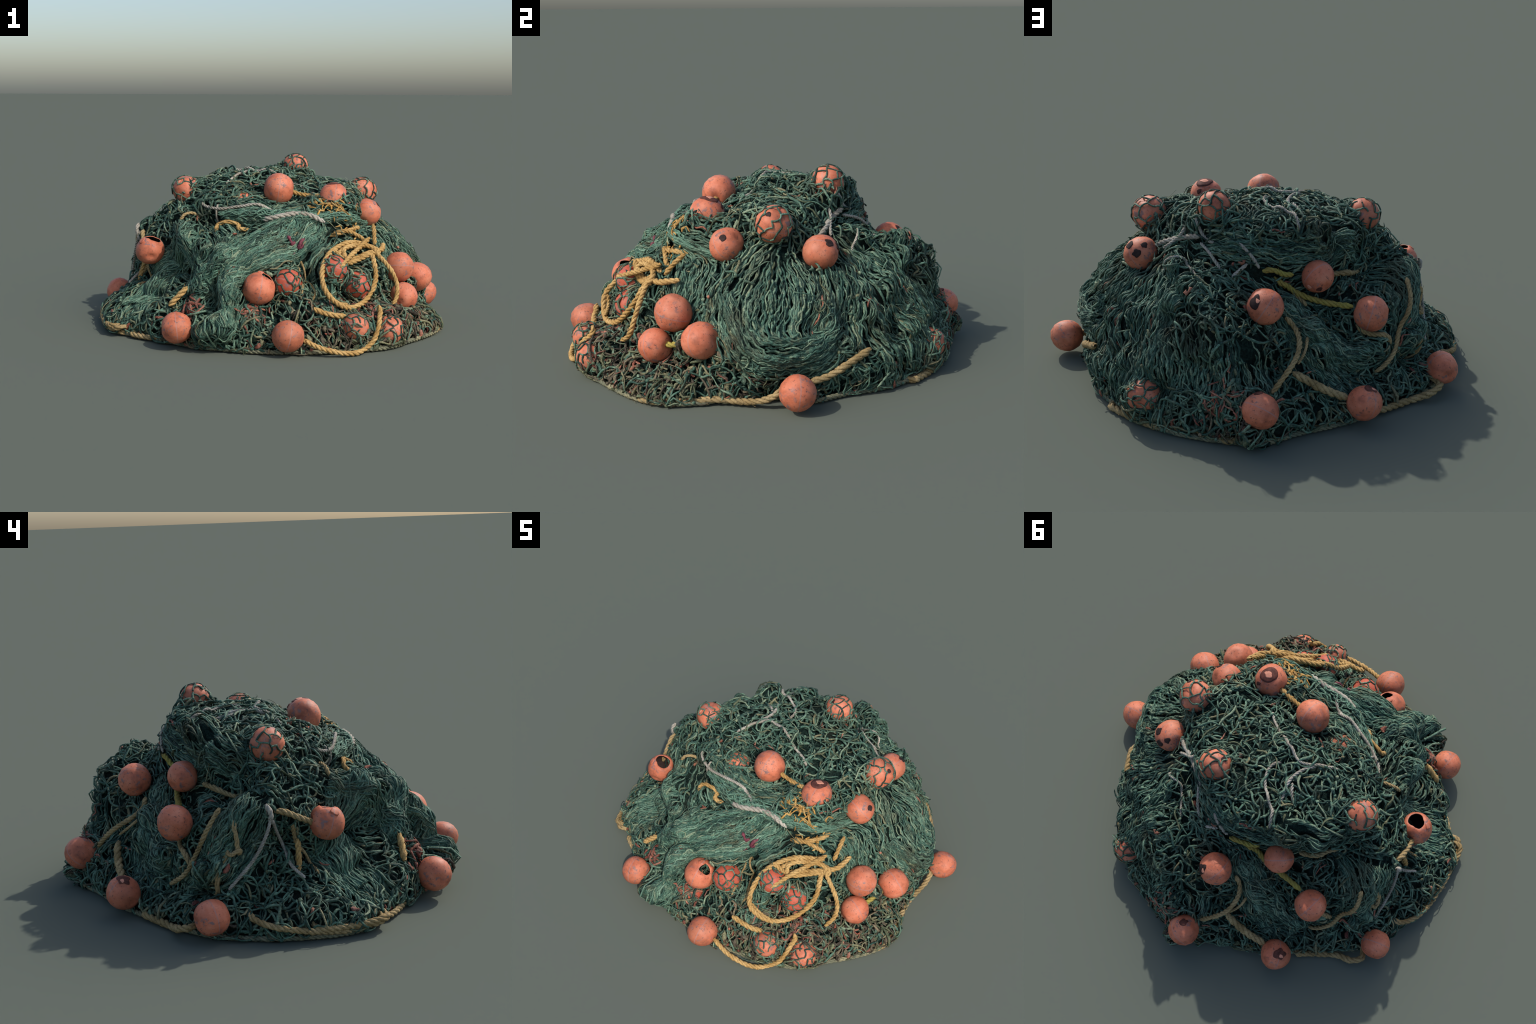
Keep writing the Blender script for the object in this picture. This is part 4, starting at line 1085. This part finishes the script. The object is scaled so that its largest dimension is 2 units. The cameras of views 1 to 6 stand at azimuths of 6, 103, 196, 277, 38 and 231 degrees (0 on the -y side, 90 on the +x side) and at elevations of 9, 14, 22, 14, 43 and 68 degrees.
def build_scraps():
    """Curled brown and rust flakes, torn net and weed caught in the low apron."""
    b = Bundle(); s = area_points(16000); d = dirt(s)
    s = s[RNG.random(len(s)) < d * .42 + .012]; n = len(s); K = 6
    P = tangle_paths(s, K, .009, .35)
    lift = RNG.uniform(.004, .022, (n, 1)) + RNG.uniform(-.01, .012, (n, 1)) * np.linspace(-1, 1, K)[None] ** 2
    Q, N = lift_paths(P, lift)
    r = taper(n, K, RNG.uniform(.005, .012, n), .15, .25)
    m = np.where(dirt(s) > .2, RNG.choice([3, 3, 2, 2, 4, 0], n, p=[.3, .12, .2, .1, .1, .18]), RNG.choice([0, 4, 2], n, p=[.5, .25, .25]))
    b.tubes(Q, N, r, 6, m, RNG.uniform(.16, .4, n), RNG.normal(0, .9, (n, 1)) + np.linspace(-.4, .4, K)[None])
    for centre, radius, count, k, wide in AMBER_AND_RAGS:
        c = np.array(centre); t = c + RNG.normal(0, radius, (count, 3)); P = tangle_paths(snap(t)[0], 7, .010, .25)
        Q, N = lift_paths(P, RNG.uniform(.012, .026, (count, 1)) + np.zeros((1, 7)))
        b.tubes(Q, N, taper(count, 7, RNG.uniform(.7, 1.1, count) * wide, .3, .2), 6, k, RNG.uniform(.4, .9, count), RNG.normal(0, .8, (count, 1)))
    return b.build("net_scraps", heap, TWINES)


# ---------------------------------------------------------------- floats
def ball_radius(d, ph):
    """Relative radius of a knocked-about float in direction d."""
    r = math.hypot(d.x, d.y)
    return ((1 - .16 * math.exp(-(r / .20) ** 2)) * (1 + .018 * math.sin(3 * d.x + ph[0]) + .016 * math.sin(4 * d.y + ph[1])
            + .010 * math.sin(5 * d.z + ph[2]) + .007 * math.sin(8 * d.x + 6 * d.y + ph[3]) + .005 * math.sin(11 * d.z - 9 * d.y + ph[4])))


def ragged_rim(ang, seed, n=9):
    """Angular outline of a tear or a worn patch: half-angle as a function of turn."""
    r_rng = random.Random(seed); lim = [ang * r_rng.uniform(.60, 1.2) for _ in range(n)]
    def at(t):
        x = (t / (2 * math.pi) * n) % n; i = int(x); f = x - i
        return lim[i % n] * (1 - f) + lim[(i + 1) % n] * f
    return at


def float_mesh(R, holes, ph, seed):
    """Moulded ball with a dimpled rope hole at each pole; holes: torn openings (direction, half-angle)."""
    bm = bmesh.new(); rows = []; segs, rings = (32, 20) if holes else (18, 12)
    for i in range(rings + 1):
        t = math.pi * i / rings
        row = []
        for j in range(1 if i in (0, rings) else segs):
            d = Vector((math.sin(t) * math.cos(2 * math.pi * j / segs), math.sin(t) * math.sin(2 * math.pi * j / segs), math.cos(t)))
            row.append(bm.verts.new(d * R * ball_radius(d, ph)))
        rows.append(row)
    for i in range(rings):
        a, b = rows[i], rows[i + 1]
        for j in range(segs):
            q = [a[j % len(a)], b[j % len(b)], b[(j + 1) % len(b)], a[(j + 1) % len(a)]]
            bm.faces.new(list(dict.fromkeys(q)))
    for k, (h, ang) in enumerate(holes):
        rim = ragged_rim(ang, seed + 7 * k, 8); a = h.orthogonal().normalized(); b = h.cross(a)
        turn = lambda c: math.atan2(c.dot(b), c.dot(a))
        gone = [f for f in bm.faces if f.calc_center_median().normalized().angle(h) < rim(turn(f.calc_center_median()))]
        bmesh.ops.delete(bm, geom=gone, context="FACES")
        edge = {v for e in bm.edges if e.is_boundary for v in e.verts}
        for v in edge:      # draw the stepped rim onto the ragged outline
            d = v.co.normalized()
            if d.angle(h) > ang * 2: continue
            t = turn(d); th = rim(t)
            v.co = (h * math.cos(th) + (a * math.cos(t) + b * math.sin(t)) * math.sin(th)) * v.co.length
    bmesh.ops.recalc_face_normals(bm, faces=bm.faces)
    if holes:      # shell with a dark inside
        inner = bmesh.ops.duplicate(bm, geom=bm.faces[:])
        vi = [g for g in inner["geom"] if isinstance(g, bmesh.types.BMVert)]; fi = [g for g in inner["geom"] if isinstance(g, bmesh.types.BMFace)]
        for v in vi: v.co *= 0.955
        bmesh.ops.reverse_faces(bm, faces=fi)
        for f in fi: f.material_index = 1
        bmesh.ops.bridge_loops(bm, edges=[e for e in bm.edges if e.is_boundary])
    me = bpy.data.meshes.new("float"); bm.to_mesh(me); bm.free()
    for p in me.polygons: p.use_smooth = True
    return me


def patch_mesh(R, c, ang, seed, ph, grow):
    """Irregular angular flake of worn skin lying on a float."""
    bm = bmesh.new(); a = c.orthogonal().normalized(); b = c.cross(a); n = 27; rim = ragged_rim(ang, seed)
    rows = [[bm.verts.new(c * R * ball_radius(c, ph) * grow)]]
    for k in (.25, .5, .75, 1.0, 1.02):
        row = []
        for j in range(n):
            t = 2 * math.pi * j / n; th = rim(t) * k
            d = c * math.cos(th) + (a * math.cos(t) + b * math.sin(t)) * math.sin(th)
            row.append(bm.verts.new(d * R * ball_radius(d, ph) * (grow if k <= 1 else .99)))
        rows.append(row)
    for p, q in zip(rows, rows[1:]):
        for j in range(n):
            bm.faces.new(list(dict.fromkeys([p[j % len(p)], q[j], q[(j + 1) % n], p[(j + 1) % len(p)]])))
    bmesh.ops.recalc_face_normals(bm, faces=bm.faces)
    me = bpy.data.meshes.new("worn_patch"); bm.to_mesh(me); bm.free()
    for p in me.polygons: p.use_smooth = True
    return me


def float_net(R, seed, parent, cover):
    """Open mesh stretched over a float: five- and six-sided cells of twine, some sides torn away."""
    g = (1 + 5 ** .5) / 2; rr = np.random.default_rng(seed)
    ico = np.array([p for s in (-1, 1) for t in (-g, g) for p in ((0, s, t), (s, t, 0), (t, 0, s))])
    v = np.array([(2 * p + q) / 3 for p in ico for q in ico if abs(np.linalg.norm(p - q) - 2) < .01])
    v /= np.linalg.norm(v, axis=1, keepdims=True)
    q = rr.normal(0, 1, (3, 3)); q, _ = np.linalg.qr(q); v = v @ q.T
    d = np.linalg.norm(v[:, None] - v[None], axis=-1); m = d[d > 1e-6].min()
    E = [(i, j) for i in range(len(v)) for j in range(i) if d[i, j] < m * 1.2 and rr.random() < .86]
    v = v + rr.normal(0, .09, v.shape); v /= np.linalg.norm(v, axis=1, keepdims=True)
    K = 9; u = np.linspace(-.04, 1.04, K)[None, :, None]
    A = np.array([v[i] for i, _ in E]); B = np.array([v[j] for _, j in E])
    side = np.cross(A, B)
    P = A[:, None] * (1 - u) + B[:, None] * u + side[:, None] * rr.normal(0, .12, (len(E), 1, 1)) * np.sin(np.pi * u)
    N = P / np.linalg.norm(P, axis=-1, keepdims=True)
    P = N * (R * 1.022 + rr.normal(0, .001, (len(E), 1, 1)))
    b = Bundle(); n = len(E)
    b.tubes(P, N, taper(n, K, rr.uniform(.0034, .0050, n), .7, .1), 6, rr.choice([0, 1], n, p=[.55, .45]), .8)
    if cover:   # second, tighter layer where the net is thick over the float
        ang = rr.uniform(0, 6.28, 26); S = rr.normal(0, 1, (26, 3)); S /= np.linalg.norm(S, axis=1, keepdims=True)
        D = np.cross(S, rr.normal(0, 1, (26, 3))); D /= np.linalg.norm(D, axis=1, keepdims=True)
        w = np.linspace(0, rr.uniform(.5, 1.1), K)[None, :, None]
        P2 = S[:, None] * np.cos(w) + D[:, None] * np.sin(w) + .12 * np.sin(5 * w) * np.cross(S, D)[:, None]
        N2 = P2 / np.linalg.norm(P2, axis=-1, keepdims=True)
        b.tubes(N2 * R * 1.06, N2, taper(26, K, rr.uniform(.003, .0055, 26), .3), 6, rr.choice([0, 1, 2], 26), .7)
    return b.build("float_net", parent, TWINES)


def build_floats():
    for k, (pos, R, axis, opts) in enumerate(FLOATS):
        ax = Vector(axis).normalized()
        rot = Vector((0, 0, 1)).rotation_difference(ax)
        inv = rot.inverted().to_matrix()
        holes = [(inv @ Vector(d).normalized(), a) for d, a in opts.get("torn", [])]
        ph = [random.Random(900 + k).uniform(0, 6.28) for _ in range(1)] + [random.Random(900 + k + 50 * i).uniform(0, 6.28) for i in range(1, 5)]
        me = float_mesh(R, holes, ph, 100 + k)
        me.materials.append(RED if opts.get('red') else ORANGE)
        if holes: me.materials.append(DARK_PATCH)
        o = add_object("float", me, heap, [])
        o.rotation_mode = "QUATERNION"; o.rotation_quaternion = rot; o.location = pos
        for i, (d, a, kind) in enumerate(opts.get("patch", [])):
            cm = patch_mesh(R, (inv @ Vector(d)).normalized(), a, 31 * k + i, ph, 1.013 + .008 * i + (.045 if kind == 'shard' else 0))
            cm.materials.append({"dark": DARK_PATCH, "brown": PATCH_BROWN, "pale": BARE, "shard": ORANGE}[kind])
            c = bpy.data.objects.new("worn_patch", cm); bpy.context.scene.collection.objects.link(c); c.parent = o
        if "net" in opts:
            float_net(R * 1.01, 500 + k, o, opts["net"] > 1)


# ---------------------------------------------------------------- ropes
def smooth_path(pts, ds):
    p = np.array(pts, float)
    for _ in range(3):      # corner cutting keeps the ends
        q = np.empty((2 * len(p), 3)); q[0] = p[0]; q[-1] = p[-1]
        a = .75 * p[:-1] + .25 * p[1:]; b = .25 * p[:-1] + .75 * p[1:]
        q[1:-1:2][:len(a)] = a; q[2:-1:2][:len(b)] = b; q[1] = a[0]; q[-2] = b[-1]
        p = q
    s = np.concatenate([[0], np.cumsum(np.linalg.norm(np.diff(p, axis=0), axis=1))])
    u = np.linspace(0, s[-1], max(6, int(s[-1] / ds)))
    return np.stack([np.interp(u, s, p[:, i]) for i in range(3)], -1), u


def build_rope(name, mat, r, pts, hug=True, fray=True, tuck=0.0, lie=.021):
    p, s = smooth_path(pts, r * .55)
    if hug:
        q, nn = snap(p); d = ((p - q) * nn).sum(1)
        want = lie + .55 * r - (2.6 * r + .012) * np.clip(1 - np.minimum(s, s[-1] - s) / .022, 0, 1) * tuck; push = np.clip(want - d, 0, .13)
        k = np.ones(9) / 9; push = np.convolve(np.pad(push, 4, "edge"), k, "valid")
        p = p + nn * push[:, None]
    elif tuck:
        p[:, :2] *= (1 - .07 * np.clip(1 - np.minimum(s, s[-1] - s) / .035, 0, 1) ** 2)[:, None]
    p[:, 2] = np.maximum(p[:, 2], r * .9)
    T = np.gradient(p, axis=0); T /= np.maximum(np.linalg.norm(T, axis=1, keepdims=True), 1e-9)
    n = np.empty_like(p); n[0] = np.cross(T[0], (0.3, 0.2, 1.0)); n[0] /= np.linalg.norm(n[0])
    for i in range(1, len(p)):        # parallel transport
        v = n[i - 1] - T[i] * (n[i - 1] @ T[i]); n[i] = v / max(np.linalg.norm(v), 1e-9)
    b = np.cross(T, n); ph = s * 2 * math.pi / (r * 6.2)
    end = np.minimum(s, s[-1] - s) / (r * 1.5); sc = np.clip(.45 + .55 * end, 0, 1)
    uneven = 1 + .06 * np.sin(s * 90) + .05 * np.sin(s * 47 + 1)
    P, N = [], []
    for kx in range(3):
        a = ph + kx * 2 * math.pi / 3
        o = n * np.cos(a)[:, None] + b * np.sin(a)[:, None]
        P.append(p + o * (r * .50 * sc * uneven)[:, None]); N.append(o)
    P, N = np.stack(P), np.stack(N)
    rad = np.broadcast_to((r * .56 * sc * uneven)[None], P.shape[:2])
    bu = Bundle(); bu.tubes(P, N, rad, 8, 0)
    if fray:
        m = max(4, int(s[-1] / .03)); idx = RNG.integers(2, len(p) - 2, m)
        a = RNG.uniform(0, 6.28, m); o = n[idx] * np.cos(a)[:, None] + b[idx] * np.sin(a)[:, None]
        w = np.linspace(0, 1, 5)[None, :, None]; L = RNG.uniform(.008, .025, (m, 1, 1))
        Q = p[idx][:, None] + o[:, None] * (r * .8 + w * L * .5) + T[idx][:, None] * w * L * RNG.choice([-1, 1], (m, 1, 1))
        bu.tubes(Q, np.broadcast_to(b[idx][:, None], Q.shape) * 1.0, taper(m, 5, np.full(m, .0009), .3), 3, 0)
    o = bu.build(name, heap, [mat]); del o["kind"]
    return o


def build_ropes():
    look = {"tan": ("rope", TAN), "rim": ("rope", GREY_TAN), "white": ("cord", WHITE), "yellow": ("rope", YELLOW), "hem": ("hem_rope", HEM), "hem_line": ("hem_rope", GREY_TAN)}
    for kind, r, pts in ROPES:
        name, mat = look[kind]
        build_rope(name, mat, r, pts, kind not in ('hem', 'hem_line'), r > .01, 1.0, .014 if kind == 'white' else .021)
    for kind, r, pts in FREE_ROPES:
        name, mat = look[kind]
        build_rope(name, mat, r, pts, False, True)


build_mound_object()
build_combed()
build_drapes()
build_open_net()
build_tangle()
build_scraps()
build_floats()
build_ropes()
